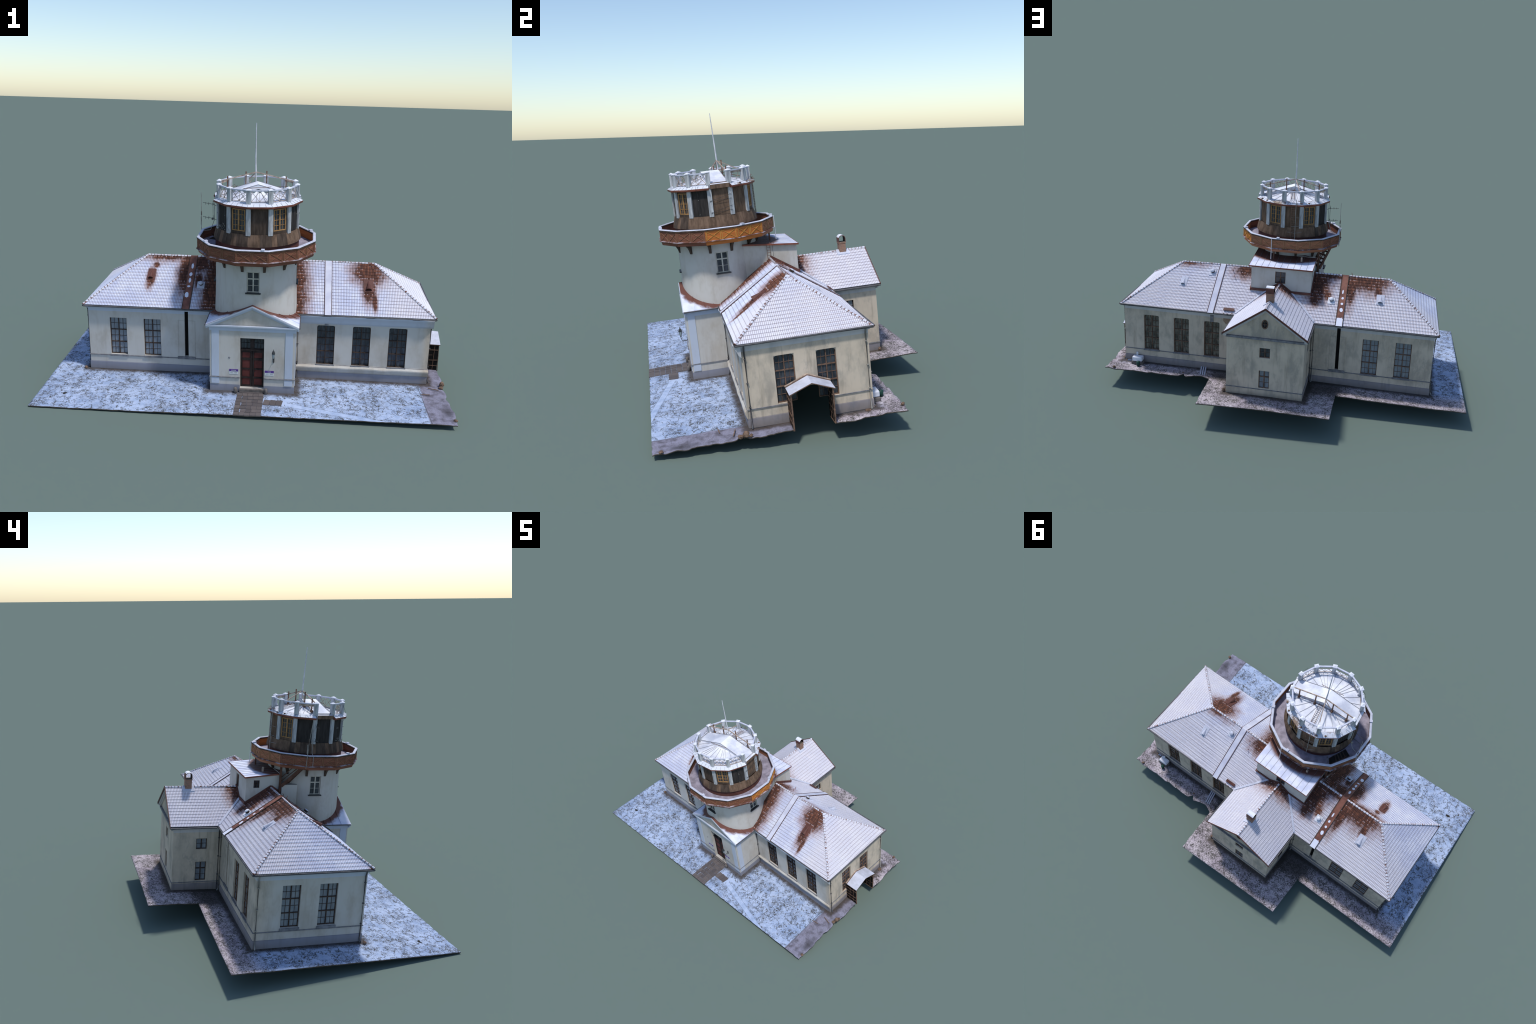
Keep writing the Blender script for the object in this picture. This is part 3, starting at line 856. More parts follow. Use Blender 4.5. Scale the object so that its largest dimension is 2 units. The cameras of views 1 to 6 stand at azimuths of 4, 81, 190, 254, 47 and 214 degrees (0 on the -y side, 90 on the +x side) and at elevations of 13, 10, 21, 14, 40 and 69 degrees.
downpipe("downpipe", WX1, -0.236, 1, 0, M['gutter'])
downpipe("downpipe", WX1, 0.258, 1, 0, M['pipe'])
downpipe("downpipe", WX0, 0.261, -1, 0, M['pipe'])
downpipe("downpipe", WX0, -0.238, -1, 0, M['gutter'])
downpipe("downpipe", 0.256, WY0, 0, -1, M['gutter'])
downpipe("downpipe", -0.172, WY1, 0, 1, M['pipe'])
downpipe("downpipe", 0.262, WY1, 0, 1, M['gutter'])

# ----------------------------------------------------------------------------
# tiled roofs
# ----------------------------------------------------------------------------
def tiled(name, mat, axis, u_of, z_top, z_bot, other_of, parent, samples=6, amp=0.0017, lift=0.0012):
    """courses of pantiles. u_of(z) -> (umin, umax); other_of(z) -> coordinate down the slope.
    axis 'x' : u runs along x and the slope along y;  axis 'y' : the reverse."""
    bd = Builder()
    n0 = int(round((z_bot - EAVE_Z) / COURSE_DZ)); n1 = int(math.ceil((z_top - EAVE_Z) / COURSE_DZ - 1e-6))
    up = (other_of(z_top) - other_of(z_bot))
    L_ = hypot(up, z_top - z_bot)
    nz, no = abs(up) / L_, (-(z_top - z_bot) * (1 if up > 0 else -1)) / L_   # unit normal (z part, slope-axis part)
    vs, fs = [], []

    def put(u, z, off):
        o = other_of(z) + no * off; zz = z + nz * off
        vs.append((u, o, zz) if axis == 'x' else (o, u, zz)); return len(vs) - 1
    for c in range(n0, n1):
        za = max(z_bot, EAVE_Z + c * COURSE_DZ); zb = min(z_top, EAVE_Z + (c + 1) * COURSE_DZ)
        ua, ub = u_of(za), u_of(zb)
        lo, hi = min(ua[0], ub[0]), max(ua[1], ub[1])
        k0, k1 = int(math.floor(lo / TILE_W * samples)), int(math.ceil(hi / TILE_W * samples))
        prev = None
        jit = {}
        for k in range(k0, k1 + 1):
            u = k * TILE_W / samples
            tl = k // samples
            if tl not in jit:
                jit[tl] = random.uniform(-0.0004, 0.0004)
            w = amp * (0.5 - 0.5 * cos(2 * pi * k / samples)) ** 0.7
            uA, uB = min(max(u, ua[0]), ua[1]), min(max(u, ub[0]), ub[1])
            cur = (put(uA, za, -0.0012 + w * 0.3), put(uA, za, w + lift + jit[tl]), put(uB, zb, w), uA, uB)
            if prev and (cur[3] - prev[3] > 1e-6 or cur[4] - prev[4] > 1e-6):
                fs.append((prev[0], cur[0], cur[1], prev[1])); fs.append((prev[1], cur[1], cur[2], prev[2]))
            prev = cur
    bd.indexed(vs, fs, 0, False)
    ob = bd.obj(name, [mat], parent)
    ob["kind"] = "stuff"
    return ob


lerp = lambda a, c, t: a + (c - a) * t
T = lambda z: (z - EAVE_Z) / (RIDGE_Z - EAVE_Z)
roof_core = Builder()                               # closed underlay below the tiles
A_, B_, C_, D_ = (EX0, EY0, EAVE_Z - .003), (EX1, EY0, EAVE_Z - .003), (EX1, EY1, EAVE_Z - .003), (EX0, EY1, EAVE_Z - .003)
RL, RR = (APEX_L, RIDGE_Y, RIDGE_Z - .003), (APEX_R, RIDGE_Y, RIDGE_Z - .003)
roof_core.face([A_, B_, RR, RL]); roof_core.face([C_, D_, RL, RR]); roof_core.face([B_, C_, RR]); roof_core.face([D_, A_, RL])
wing_roof = roof_core.obj("wing_roof", [M['gutter']], root)
tiled("roof_tile", M['tile_wing'], 'x', lambda z: (lerp(EX0, APEX_L, T(z)), lerp(EX1, APEX_R, T(z))), RIDGE_Z, EAVE_Z, lambda z: lerp(EY0, RIDGE_Y, T(z)), wing_roof)
tiled("roof_tile", M['tile_wing'], 'x', lambda z: (lerp(EX0, APEX_L, T(z)), lerp(EX1, APEX_R, T(z))), RIDGE_Z, EAVE_Z, lambda z: lerp(EY1, RIDGE_Y, T(z)), wing_roof)
tiled("roof_tile", M['tile_hip'], 'y', lambda z: (lerp(EY0, RIDGE_Y, T(z)), lerp(EY1, RIDGE_Y, T(z))), RIDGE_Z, EAVE_Z, lambda z: lerp(EX0, APEX_L, T(z)), wing_roof)
tiled("roof_tile", M['tile_hip'], 'y', lambda z: (lerp(EY0, RIDGE_Y, T(z)), lerp(EY1, RIDGE_Y, T(z))), RIDGE_Z, EAVE_Z, lambda z: lerp(EX1, APEX_R, T(z)), wing_roof)


def ridge_tiles(bd, a, c, r=0.0058, step=0.0175):
    a, c = Vector(a), Vector(c)
    n = max(1, int(round((c - a).length / step))); d = (c - a) / n
    s = d.cross(Vector((0, 0, 1))).normalized(); u = s.cross(d).normalized(); m = 6
    for i in range(n):
        p0, p1 = a + d * i, a + d * (i + 1.12)
        rr = r * random.uniform(0.95, 1.05)
        vs = []
        for p, q in ((p0, rr * 0.86), (p1, rr * 1.06)):
            vs += [p + (s * cos(pi * k / m) + u * sin(pi * k / m)) * q - u * 0.0012 for k in range(m + 1)]
        bd.indexed(vs, [(k, k + 1, m + 2 + k, m + 1 + k) for k in range(m)], 0, True)
        bd.face([vs[m + 1 + k] for k in range(m + 1)], 1)
        # dark lip at each overlap
        e = [p1 + (s * cos(pi * k / m) + u * sin(pi * k / m)) * rr * 1.16 - u * 0.0012 for k in range(m + 1)]
        e0 = [p1 - d * 0.13 + (s * cos(pi * k / m) + u * sin(pi * k / m)) * rr * 1.12 - u * 0.0012 for k in range(m + 1)]
        bd.indexed(e0 + e, [(k, k + 1, m + 2 + k, m + 1 + k) for k in range(m)], 1, True)


b = Builder()
Z = 0.001
ridge_tiles(b, (-0.322, RIDGE_Y, RIDGE_Z + Z), (APEX_L, RIDGE_Y, RIDGE_Z + Z)); ridge_tiles(b, (-0.10, RIDGE_Y, RIDGE_Z + Z), (-0.285, RIDGE_Y, RIDGE_Z + Z))
ridge_tiles(b, (0.21, RIDGE_Y, RIDGE_Z + Z), (0.383, RIDGE_Y, RIDGE_Z + Z)); ridge_tiles(b, (0.418, RIDGE_Y, RIDGE_Z + Z), (APEX_R, RIDGE_Y, RIDGE_Z + Z))
for ax_, ex in ((APEX_L, EX0), (APEX_R, EX1)):
    for ey in (EY0, EY1):
        ridge_tiles(b, (ax_, RIDGE_Y, RIDGE_Z + Z), (ex, ey, EAVE_Z + 0.003))
ob = b.obj("ridge_tile", [M['ridge'], M['ridge_joint']], wing_roof); ob["kind"] = "stuff"

# slit covers: two boarded strips running over the ridge
FN = Vector((0, -(RIDGE_Z - EAVE_Z), RIDGE_Y - EY0)).normalized()
BN = Vector((0, (RIDGE_Z - EAVE_Z), EY1 - RIDGE_Y)).normalized()


def roof_pt(x, y, off=0.0):
    """point on the long wing slopes at plan position (x, y), lifted by off."""
    if y < RIDGE_Y:
        z = lerp(EAVE_Z, RIDGE_Z, (y - EY0) / (RIDGE_Y - EY0)); n = FN
    else:
        z = lerp(EAVE_Z, RIDGE_Z, (EY1 - y) / (EY1 - RIDGE_Y)); n = BN
    return Vector((x, y, z)) + n * off


def strip_cover(name, xa, xb, mat, railmat):
    bd = Builder()
    prof = [(EY0 - 0.004, 0.0052), (RIDGE_Y - 0.001, 0.0052), (RIDGE_Y + 0.001, 0.0052), (EY1 + 0.005, 0.0052)]
    t = [roof_pt(0, y, o) for y, o in prof]; u = [roof_pt(0, y, -0.004) for y, o in prof]
    for i in range(3):
        P = lambda p, x: (x, p.y, p.z)
        bd.face([P(t[i], xa), P(t[i], xb), P(t[i + 1], xb), P(t[i + 1], xa)], 0)
        bd.face([P(t[i], xa), P(t[i + 1], xa), P(u[i + 1], xa), P(u[i], xa)], 1)
        bd.face([P(t[i], xb), P(u[i], xb), P(u[i + 1], xb), P(t[i + 1], xb)], 1)
    for e in (0, 3):
        bd.face([(xa, t[e].y, t[e].z), (xb, t[e].y, t[e].z), (xb, u[e].y, u[e].z), (xa, u[e].y, u[e].z)], 1)
    for x in (xa - 0.001, xb + 0.001):
        bd.beam(roof_pt(x, EY0 - 0.002, 0.0042), roof_pt(x, RIDGE_Y, 0.0042), 0.0030, 0.0052, 1, FN)
        bd.beam(roof_pt(x, EY1 + 0.002, 0.0042), roof_pt(x, RIDGE_Y, 0.0042), 0.0030, 0.0052, 1, BN)
    bd.obj(name, [mat, railmat], wing_roof)


g = Graph("snowy_slit_cover_sheet", 0.7, 0.2)
M['slit_snow'] = g.done(g.mix((0.50, 0.51, 0.63), (0.62, 0.63, 0.73), g.noise(15).step(0.3, 0.7)))
strip_cover("slit_cover", 0.384, 0.417, M['slit_snow'], M['sheet_dark'])
strip_cover("slit_cover", -0.323, -0.288, M['slit_bare'], M['board_dark'])


# eyelid vents and box vents ------------------------------------------------------
def slope_matrix(x, y):
    """local frame on the roof: X across, Y up the slope, Z out."""
    p = roof_pt(x, y, 0.003)
    n = FN if y < RIDGE_Y else BN
    upv = Vector((0, 1 if y < RIDGE_Y else -1, 0)); upv = (upv - n * upv.dot(n)).normalized()
    xv = upv.cross(n)
    m = Matrix.Identity(4)
    for i in range(3):
        m[i][0], m[i][1], m[i][2], m[i][3] = xv[i], upv[i], n[i], p[i]
    return m


def eyelid_vent(x, y, length, r, mats):
    m = slope_matrix(x, y); bd = Builder(); k = 8
    tri = [m @ Vector((0, length, 0.001))]
    arc = [m @ Vector((r * cos(pi * i / k), 0, r * 1.15 * sin(pi * i / k))) for i in range(k + 1)]
    for i in range(k):
        bd.face([arc[i], arc[i + 1], tri[0]], 0)
    inner = [m @ Vector((r * 0.86 * cos(pi * i / k), 0.0, r * 0.95 * sin(pi * i / k))) for i in range(k + 1)]
    deep = [m @ Vector((r * 0.7 * cos(pi * i / k), 0.012, r * 0.7 * sin(pi * i / k))) for i in range(k + 1)]
    for i in range(k):
        bd.face([arc[i + 1], arc[i], inner[i], inner[i + 1]], 0)
        bd.face([inner[i + 1], inner[i], deep[i], deep[i + 1]], 1)
    bd.face(deep[::-1], 1)
    bd.box(-r * 1.5, r * 1.5, -0.010, length * 1.05, -0.002, 0.0012, 2, m)
    bd.obj("roof_vent", mats, wing_roof)


eyelid_vent(-0.512, -0.120, 0.060, 0.0135, [M['rust'], M['soot'], M['rust']])
eyelid_vent(0.602, -0.138, 0.066, 0.0165, [M['rust'], M['soot'], M['rust']])
eyelid_vent(0.601, 0.149, 0.050, 0.0125, [M['snow_cool'], M['soot'], M['snow_cool']])
eyelid_vent(-0.510, 0.152, 0.054, 0.0145, [M['snow_cool'], M['soot'], M['snow_cool']])


def box_vent(x, y, plate):
    m = slope_matrix(x, y); bd = Builder()
    bd.box(-0.019, 0.019, -0.026, 0.016, -0.002, 0.0022, 0, m)
    bd.lathe([(0.0001, 0), (0.010, 0.0), (0.010, 0.008), (0.0125, 0.009), (0.0125, 0.013), (0.0095, 0.0165), (0.0001, 0.018)], 14, 0, 0, 0, mats=[1, 1, 1, 1, 0, 0])
    n = 14 * 7
    for i in range(len(bd.v) - n, len(bd.v)):
        bd.v[i] = tuple(m @ Vector(bd.v[i]))
    bd.obj("box_vent", [plate, M['board_dark']], wing_roof)


box_vent(-0.247, -0.141, M['snow_cool']); box_vent(-0.247, 0.160, M['snow']); box_vent(0.450, 0.062, M['snow_cool'])

b = Builder()
for (x, y) in ((0.315, 0.082), (0.335, 0.045), (0.290, 0.045), (-0.20, -0.03), (-0.15, 0.04)):
    p, n = roof_pt(x, y), (FN if y < RIDGE_Y else BN)
    b.tube([p, p + n * 0.010, p + n * 0.012 + Vector((0, 0.006, 0.006))], 0.0018, 0, 6)
p = roof_pt(-0.345, 0.098); b.tube([p, p + BN * 0.02, p + BN * 0.022 + Vector((-0.012, -0.02, 0.012))], 0.0014, 0, 6)
p = roof_pt(-0.331, 0.215); b.tube([p, p + BN * 0.006], 0.0018, 0, 6)
p = roof_pt(-0.34, -0.0); b.tube([p, p + Vector((0, -0.004, 0.014)), p + Vector((0.003, -0.008, 0.022))], 0.0016, 0, 6)
p = roof_pt(-0.50, -0.0); b.tube([p, p + Vector((0, -0.004, 0.010)), p + Vector((0.003, -0.007, 0.016))], 0.0014, 0, 6)
ob = b.obj("roof_hook", [M['rust_bright']], wing_roof)
# loose rusty sheet and rubble at the damaged rear eave
b = Builder()
m = slope_matrix(0.300, 0.268)
b.box(-0.030, 0.030, -0.010, 0.007, 0.004, 0.008, 0, m)
for k in range(16):
    lump(b, (0.300 + random.uniform(-.032, .028), 0.283 + random.uniform(-.01, .012), 0.362 + random.uniform(-.012, .004)), random.uniform(.003, .0065), 0.8, 1, k * 3.1)
ob = b.obj("broken_eave", [M['rust'], M['bark']], wing_roof); ob["kind"] = "stuff"

# the old roof frame has settled: left end a touch higher, right rear corner low
bpy.context.view_layer.update()
for ob in [wing_roof, *wing_roof.children]:
    for v in ob.data.vertices:
        x_, y_ = v.co.x, v.co.y
        fy = max(0.0, min(1.0, (y_ + 0.268) / 0.28))
        dz = -0.0026 * min(1.25, (x_ - 0.25) / 0.45) * fy + 0.0012 * (1 - fy) if x_ > 0.25 else 0.0020 * min(1.0, (0.25 - x_) / 0.8)
        e = max(0.0, (x_ - 0.45) / 0.47)
        dz -= 0.0055 * e * max(0.0, min(1.0, (y_ - 0.0) / 0.29)) + 0.0025 * e * (1 - abs(y_ - 0.012) / 0.30) * (1.0 if y_ > -0.02 else 0.4)
        v.co.z += dz

# ----------------------------------------------------------------------------
# annex with gable
# ----------------------------------------------------------------------------
b = Builder()
zmA = lambda z: 1 if z < 0.046 else (2 if z > 0.322 else 0)
ops = [(AX1 - 0.0465 - 0.0275, AX1 - 0.0465 + 0.0275, 0.232, 0.287), (AX1 - 0.0465 - 0.028, AX1 - 0.0465 + 0.028, 0.059, 0.159)]
zmB = lambda z: 0 if z < 0.322 else 0
b.wall((AX1, AY1, 0), (-1, 0, 0), AX1 - AX0, 0.0, 0.342, ops, 0.011, 0, 0, (0.322,), zmB)
sideops = [(0.3445, 0.4005, 0.231, 0.288), (0.344, 0.400, 0.060, 0.162)]
b.wall((AX0, AY1, 0), (0, -1, 0), AY1 - 0.262, 0.0, 0.345, [(AY1 - c, AY1 - a, z0, z1) for a, c, z0, z1 in sideops], 0.011, 0, 0, (0.046, 0.322), zmA)
b.wall((AX1, 0.262, 0), (0, 1, 0), AY1 - 0.262, 0.0, 0.345, [(a - 0.262, c - 0.262, z0, z1) for a, c, z0, z1 in sideops], 0.011, 0, 0, (0.046, 0.322), zmA)
# gable with oval opening
oc, orx, orz, ny = (0.0505, 0.4185), 0.0165, 0.0245, 32
gz = lambda x: ANR_Z - abs(x - ANR_X) * (ANR_Z - ANE_Z) / 0.221 - 0.006
gpoly = [(AX0, 0.342), (AX1, 0.342), (AX1, gz(AX1)), (ANR_X, gz(ANR_X)), (AX0, gz(AX0))]
tang = sorted({2 * pi * k / ny for k in range(ny)} | {atan2(q[1] - oc[1], q[0] - oc[0]) % (2 * pi) for q in gpoly})
ny = len(tang)


def hit(t):
    """distance from the oval's centre to the gable outline in direction t."""
    best = 9.0
    for (xa, za), (xb, zb) in zip(gpoly, gpoly[1:] + gpoly[:1]):
        ex, ez, dx, dz = xb - xa, zb - za, cos(t), sin(t)
        den = dx * ez - dz * ex
        if abs(den) < 1e-9:
            continue
        r_ = ((xa - oc[0]) * ez - (za - oc[1]) * ex) / den
        u_ = ((xa - oc[0]) * dz - (za - oc[1]) * dx) / den
        if r_ > 0 and -1e-6 <= u_ <= 1 + 1e-6:
            best = min(best, r_)
    return best


outer = [(oc[0] + cos(t) * hit(t), oc[1] + sin(t) * hit(t)) for t in tang]
inner = [(oc[0] + orx * cos(t), oc[1] + orz * sin(t)) for t in tang]
for k in range(ny):
    k2 = (k + 1) % ny
    b.face([(outer[k][0], AY1, outer[k][1]), (inner[k][0], AY1, inner[k][1]), (inner[k2][0], AY1, inner[k2][1]), (outer[k2][0], AY1, outer[k2][1])], 0)
    b.face([(inner[k][0], AY1, inner[k][1]), (inner[k][0], AY1 - 0.010, inner[k][1]), (inner[k2][0], AY1 - 0.010, inner[k2][1]), (inner[k2][0], AY1, inner[k2][1])], 3)
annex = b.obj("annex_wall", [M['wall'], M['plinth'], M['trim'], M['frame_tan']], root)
place("window", W_SMALL, annex, (0.0465, AY1 - 0.011, 0.232), pi)
ob = place("window", W_TALL, annex, (0.0465, AY1 - 0.011, 0.058), pi)
W_ASIDE = window_mesh("window", 0.056, 0.057, 2, 1, (1, 2), M['frame'], M['glass_curtain'], 0.005, 0.0014)
W_ASIDE2 = window_mesh("window", 0.056, 0.102, 2, 2, lambda j: (1, 2 if j == 0 else 1), M['frame'], M['glass_curtain'], 0.005, 0.0014, 0, [0.64])
for xx, rz in ((AX0 + 0.011, -pi / 2), (AX1 - 0.011, pi / 2)):
    place("window", W_ASIDE, annex, (xx, 0.3725, 0.231), rz)
    place("window", W_ASIDE2, annex, (xx, 0.372, 0.060), rz)
b = Builder()
b.face([(p[0], AY1 - 0.009, p[1]) for p in inner], 1)
for k in range(ny):
    k2 = (k + 1) % ny
    q = [(oc[0] + orx * f * cos(tang[kk]), oc[1] + orz * f * sin(tang[kk])) for f in (0.78, 1.06) for kk in (k, k2)]
    b.face([(q[0][0], AY1 + 0.001, q[0][1]), (q[1][0], AY1 + 0.001, q[1][1]), (q[3][0], AY1 + 0.001, q[3][1]), (q[2][0], AY1 + 0.001, q[2][1])], 0)
b.box(oc[0] - .0012, oc[0] + .0012, AY1 - .008, AY1 - .002, oc[1] - orz, oc[1] + orz, 0)
b.box(oc[0] - orx, oc[0] + orx, AY1 - .008, AY1 - .003, oc[1] - .0012, oc[1] + .0012, 0)
b.obj("oval_window", [M['frame_tan'], M['glass_dark']], annex)
b = Builder()                                            # ledges, pediment cornices
b.box(AX0 - 0.004, AX1 + 0.004, AY1, AY1 + 0.010, 0.3335, 0.3445, 0)
b.box(AX0 - 0.004, AX1 + 0.004, AY1, AY1 + 0.003, 0.0505, 0.0545, 0)
for xx, s in ((AX0, -1), (AX1, 1)):
    xa, xb = sorted((xx, xx + s * 0.003))
    b.box(xa, xb, 0.2735, AY1, 0.0505, 0.0545, 0)
b.obj("ledge", [M['ledge']], annex)
b = Builder()
sl = (ANR_Z - ANE_Z) / 0.221
for s in (-1, 1):
    a0, a1 = Vector((ANR_X, AY1, ANR_Z - 0.008)), Vector((ANR_X + s * 0.219, AY1, ANE_Z - 0.007))
    for off, w, h, drop in ((0.008, 0.016, 0.007, 0.0), (0.004, 0.008, 0.008, 0.0075)):
        o = Vector((0, off, -drop)); b.beam(a0 + o, a1 + o, w, h, 0)
for xx, s in ((AX0, -1), (AX1, 1)):
    xa, xb = sorted((xx, xx + s * 0.010))
    b.box(xa, xb, 0.291, AY1 + 0.012, 0.340, 0.350, 0)
b.obj("cornice", [M['trim']], annex)
b = Builder()
for s in (-1, 1):
    a0, a1 = Vector((ANR_X, 0.5405, ANR_Z + 0.001)), Vector((ANR_X + s * 0.2225, 0.5405, ANE_Z + 0.001))
    b.beam(a0, a1, 0.003, 0.009, 0)
b.obj("verge_board", [M['rust']], annex)
b = Builder()
for s in (-1, 1):
    xx = ANR_X + s * 0.223
    b.tube([(xx, 0.300, ANE_Z - .004), (xx, 0.540, ANE_Z - .004)], 0.0038, 0, 8)
b.obj("gutter", [M['gutter']], annex)
downpipe("downpipe", AX0, 0.283, -1, 0, M['gutter'], parent=annex)

core = Builder()
y0_, y1_ = 0.10, 0.540
for s in (-1, 1):
    e = ANR_X + s * 0.221
    core.face([(ANR_X, y0_, ANR_Z - .004), (ANR_X, y1_, ANR_Z - .004), (e, y1_, ANE_Z - .004), (e, y0_, ANE_Z - .004)][::s])
annex_roof = core.obj("annex_roof", [M['gutter']], root)
for s in (-1, 1):
    tiled("roof_tile", M['tile_annex'], 'y', lambda z: (0.10, 0.5395), ANR_Z, ANE_Z, lambda z, s=s: lerp(ANR_X + s * 0.221, ANR_X, (z - ANE_Z) / (ANR_Z - ANE_Z)), annex_roof)
b = Builder()
ridge_tiles(b, (ANR_X, 0.150, ANR_Z + .001), (ANR_X, 0.5395, ANR_Z + .001))
ob = b.obj("ridge_tile", [M['ridge'], M['ridge_joint']], annex_roof); ob["kind"] = "stuff"
b = Builder()                                            # valley flashings
for s in (-1, 1):
    pa = Vector((ANR_X + s * 0.216, 0.288, 0.364)); t_ = 0.66
    pb = Vector((ANR_X + s * 0.072, 0.150, 0.4625))
    nn = Vector((s * 0.28, 0.3, 0.9)).normalized()
    b.beam(pa + nn * .002, pb + nn * .002, 0.012, 0.003, 0, nn)
b.obj("valley_flashing", [M['snow_cool']], annex_roof)

# chimney ---------------------------------------------------------------------------
b = Builder()
b.box(0.027, 0.066, 0.400, 0.434, 0.470, 0.553, 0)
b.box(0.025, 0.068, 0.398, 0.436, 0.547, 0.553, 0)
chim = b.obj("chimney", [M['brick']], root)
b = Builder()
k = 10
for (yr, zr, m_, f) in ((0.0185, 0.0185, 0, 1), (0.0155, 0.0155, 1, -1)):
    arc = [(0.417 + yr * cos(pi * i / k), 0.571 + zr * sin(pi * i / k)) for i in range(k + 1)]
    arc = [(arc[0][0], 0.553)] + arc + [(arc[-1][0], 0.553)]
    for i in range(len(arc) - 1):
        mm = m_ if m_ else (2 if 3 <= i <= 9 else 0)
        b.face([(0.0255, *arc[i]), (0.0675, *arc[i]), (0.0675, *arc[i + 1]), (0.0255, *arc[i + 1])][::f], mm)
oa = [(0.417 + 0.0185 * cos(pi * i / k), 0.571 + 0.0185 * sin(pi * i / k)) for i in range(k + 1)]
ia = [(0.417 + 0.0155 * cos(pi * i / k), 0.571 + 0.0155 * sin(pi * i / k)) for i in range(k + 1)]
oa = [(oa[0][0], .553)] + oa + [(oa[-1][0], .553)]; ia = [(ia[0][0], .553)] + ia + [(ia[-1][0], .553)]
for xx in (0.0255, 0.0675):
    for i in range(len(oa) - 1):
        b.face([(xx, *oa[i]), (xx, *oa[i + 1]), (xx, *ia[i + 1]), (xx, *ia[i])], 0)
b.obj("chimney_cowl", [M['rust'], M['soot'], M['snow']], chim)
b = Builder()
for s in (-1, 1):
    p = lambda dx, y: (ANR_X + s * dx, y, ANR_Z - dx * sl + 0.0075)
    q = lambda dx, y: (ANR_X + s * dx, y, ANR_Z - dx * sl - 0.003)
    c4 = [(0.0, 0.385), (0.030, 0.385), (0.030, 0.450), (0.0, 0.450)]
    b.face([p(*c) for c in c4][::-s or 1]); b.face([q(*c) for c in c4])
    for i in range(4):
        b.face([p(*c4[i]), p(*c4[(i + 1) % 4]), q(*c4[(i + 1) % 4]), q(*c4[i])])
b.obj("chimney_apron", [M['snow_cool']], chim)

# ----------------------------------------------------------------------------
# porch
# ----------------------------------------------------------------------------
b = Builder()
zmP = lambda z: 1 if z < 0.042 else 0
DX0, DX1 = -0.0145, 0.1005
b.wall((PX0, PY0, 0), (1, 0, 0), PX1 - PX0, 0.0, 0.340, [(DX0 - PX0, DX1 - PX0, 0.024, 0.287)], 0.025, 0, 0, (0.042,), zmP)
b.wall((PX0, WY0, 0), (0, -1, 0), WY0 - PY0, 0.0, 0.345, [], 0.01, 0, 0, (0.042,), zmP)
b.wall((PX1, PY0, 0), (0, 1, 0), WY0 - PY0, 0.0, 0.345, [], 0.01, 0, 0, (0.042,), zmP)
PRX, PRZ, PEZ, PEX = 0.0425, 0.4545, 0.352, 0.2215
b.face([(PX0, PY0 + 0.003, 0.340), (PX1, PY0 + 0.003, 0.340), (PX1, PY0 + 0.003, 0.350), (PRX, PY0 + 0.003, 0.446), (PX0, PY0 + 0.003, 0.350)], 0)
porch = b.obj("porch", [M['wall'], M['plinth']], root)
b = Builder()
for x0, x1 in ((-0.1515, -0.1155), (0.2010, 0.2370)):
    b.box(x0, x1, PY0 - 0.0022, PY0, 0.084, 0.323)
    b.box(x0 - 0.001, x1 + 0.001, PY0 - 0.0030, PY0, 0.047, 0.078)
for xx, s in ((PX0, -1), (PX1, 1)):
    xa, xb = sorted((xx, xx + s * 0.0022)); b.box(xa, xb, -0.424, -0.389, 0.084, 0.323)
    xa, xb = sorted((xx, xx + s * 0.0030)); b.box(xa, xb, -0.425, -0.388, 0.047, 0.078)
b.box(PX0, PX1, PY0 - 0.003, PY0, 0.323, 0.3385)
b.box(PX0 - 0.003, PX0, PY0 - 0.003, WY0, 0.323, 0.3385); b.box(PX1, PX1 + 0.003, PY0 - 0.003, WY0, 0.323, 0.3385)
b.obj("pilaster", [M['trim']], porch)
b = Builder()
for (x0, x1) in ((PX0 - 0.0035, DX0), (DX1, PX1 + 0.0035)):
    b.box(x0, x1, PY0 - 0.0045, PY0, 0.0785, 0.0825)
b.box(PX0 - 0.0035, PX0, PY0, WY0, 0.0785, 0.0825); b.box(PX1, PX1 + 0.0035, PY0, WY0, 0.0785, 0.0825)
b.obj("ledge", [M['ledge']], porch)
b = Builder()
b.box(PX0 - 0.007, PX1 + 0.007, PY0 - 0.006, PY0, 0.3385, 0.3445); b.box(PX0 - 0.012, PX1 + 0.012, PY0 - 0.011, PY0, 0.3445, 0.3505)
for xx, s in ((PX0, -1), (PX1, 1)):
    xa, xb = sorted((xx, xx + s * 0.012)); b.box(xa, xb, PY0, -0.262, 0.340, 0.350)
psl = (PRZ - PEZ) / PEX
for s in (-1, 1):                                        # raking cornice of the pediment
    a0, a1 = Vector((PRX, PY0, PRZ - 0.005)), Vector((PRX + s * (PEX - 0.001), PY0, PEZ - 0.005))
    for off, w, h, drop in ((-0.0045, 0.014, 0.006, 0.0), (-0.003, 0.011, 0.006, 0.0058), (-0.001, 0.007, 0.007, 0.0118)):
        o = Vector((0, off, -drop)); b.beam(a0 + o, a1 + o, w, h, 0)
b.obj("cornice", [M['trim']], porch)

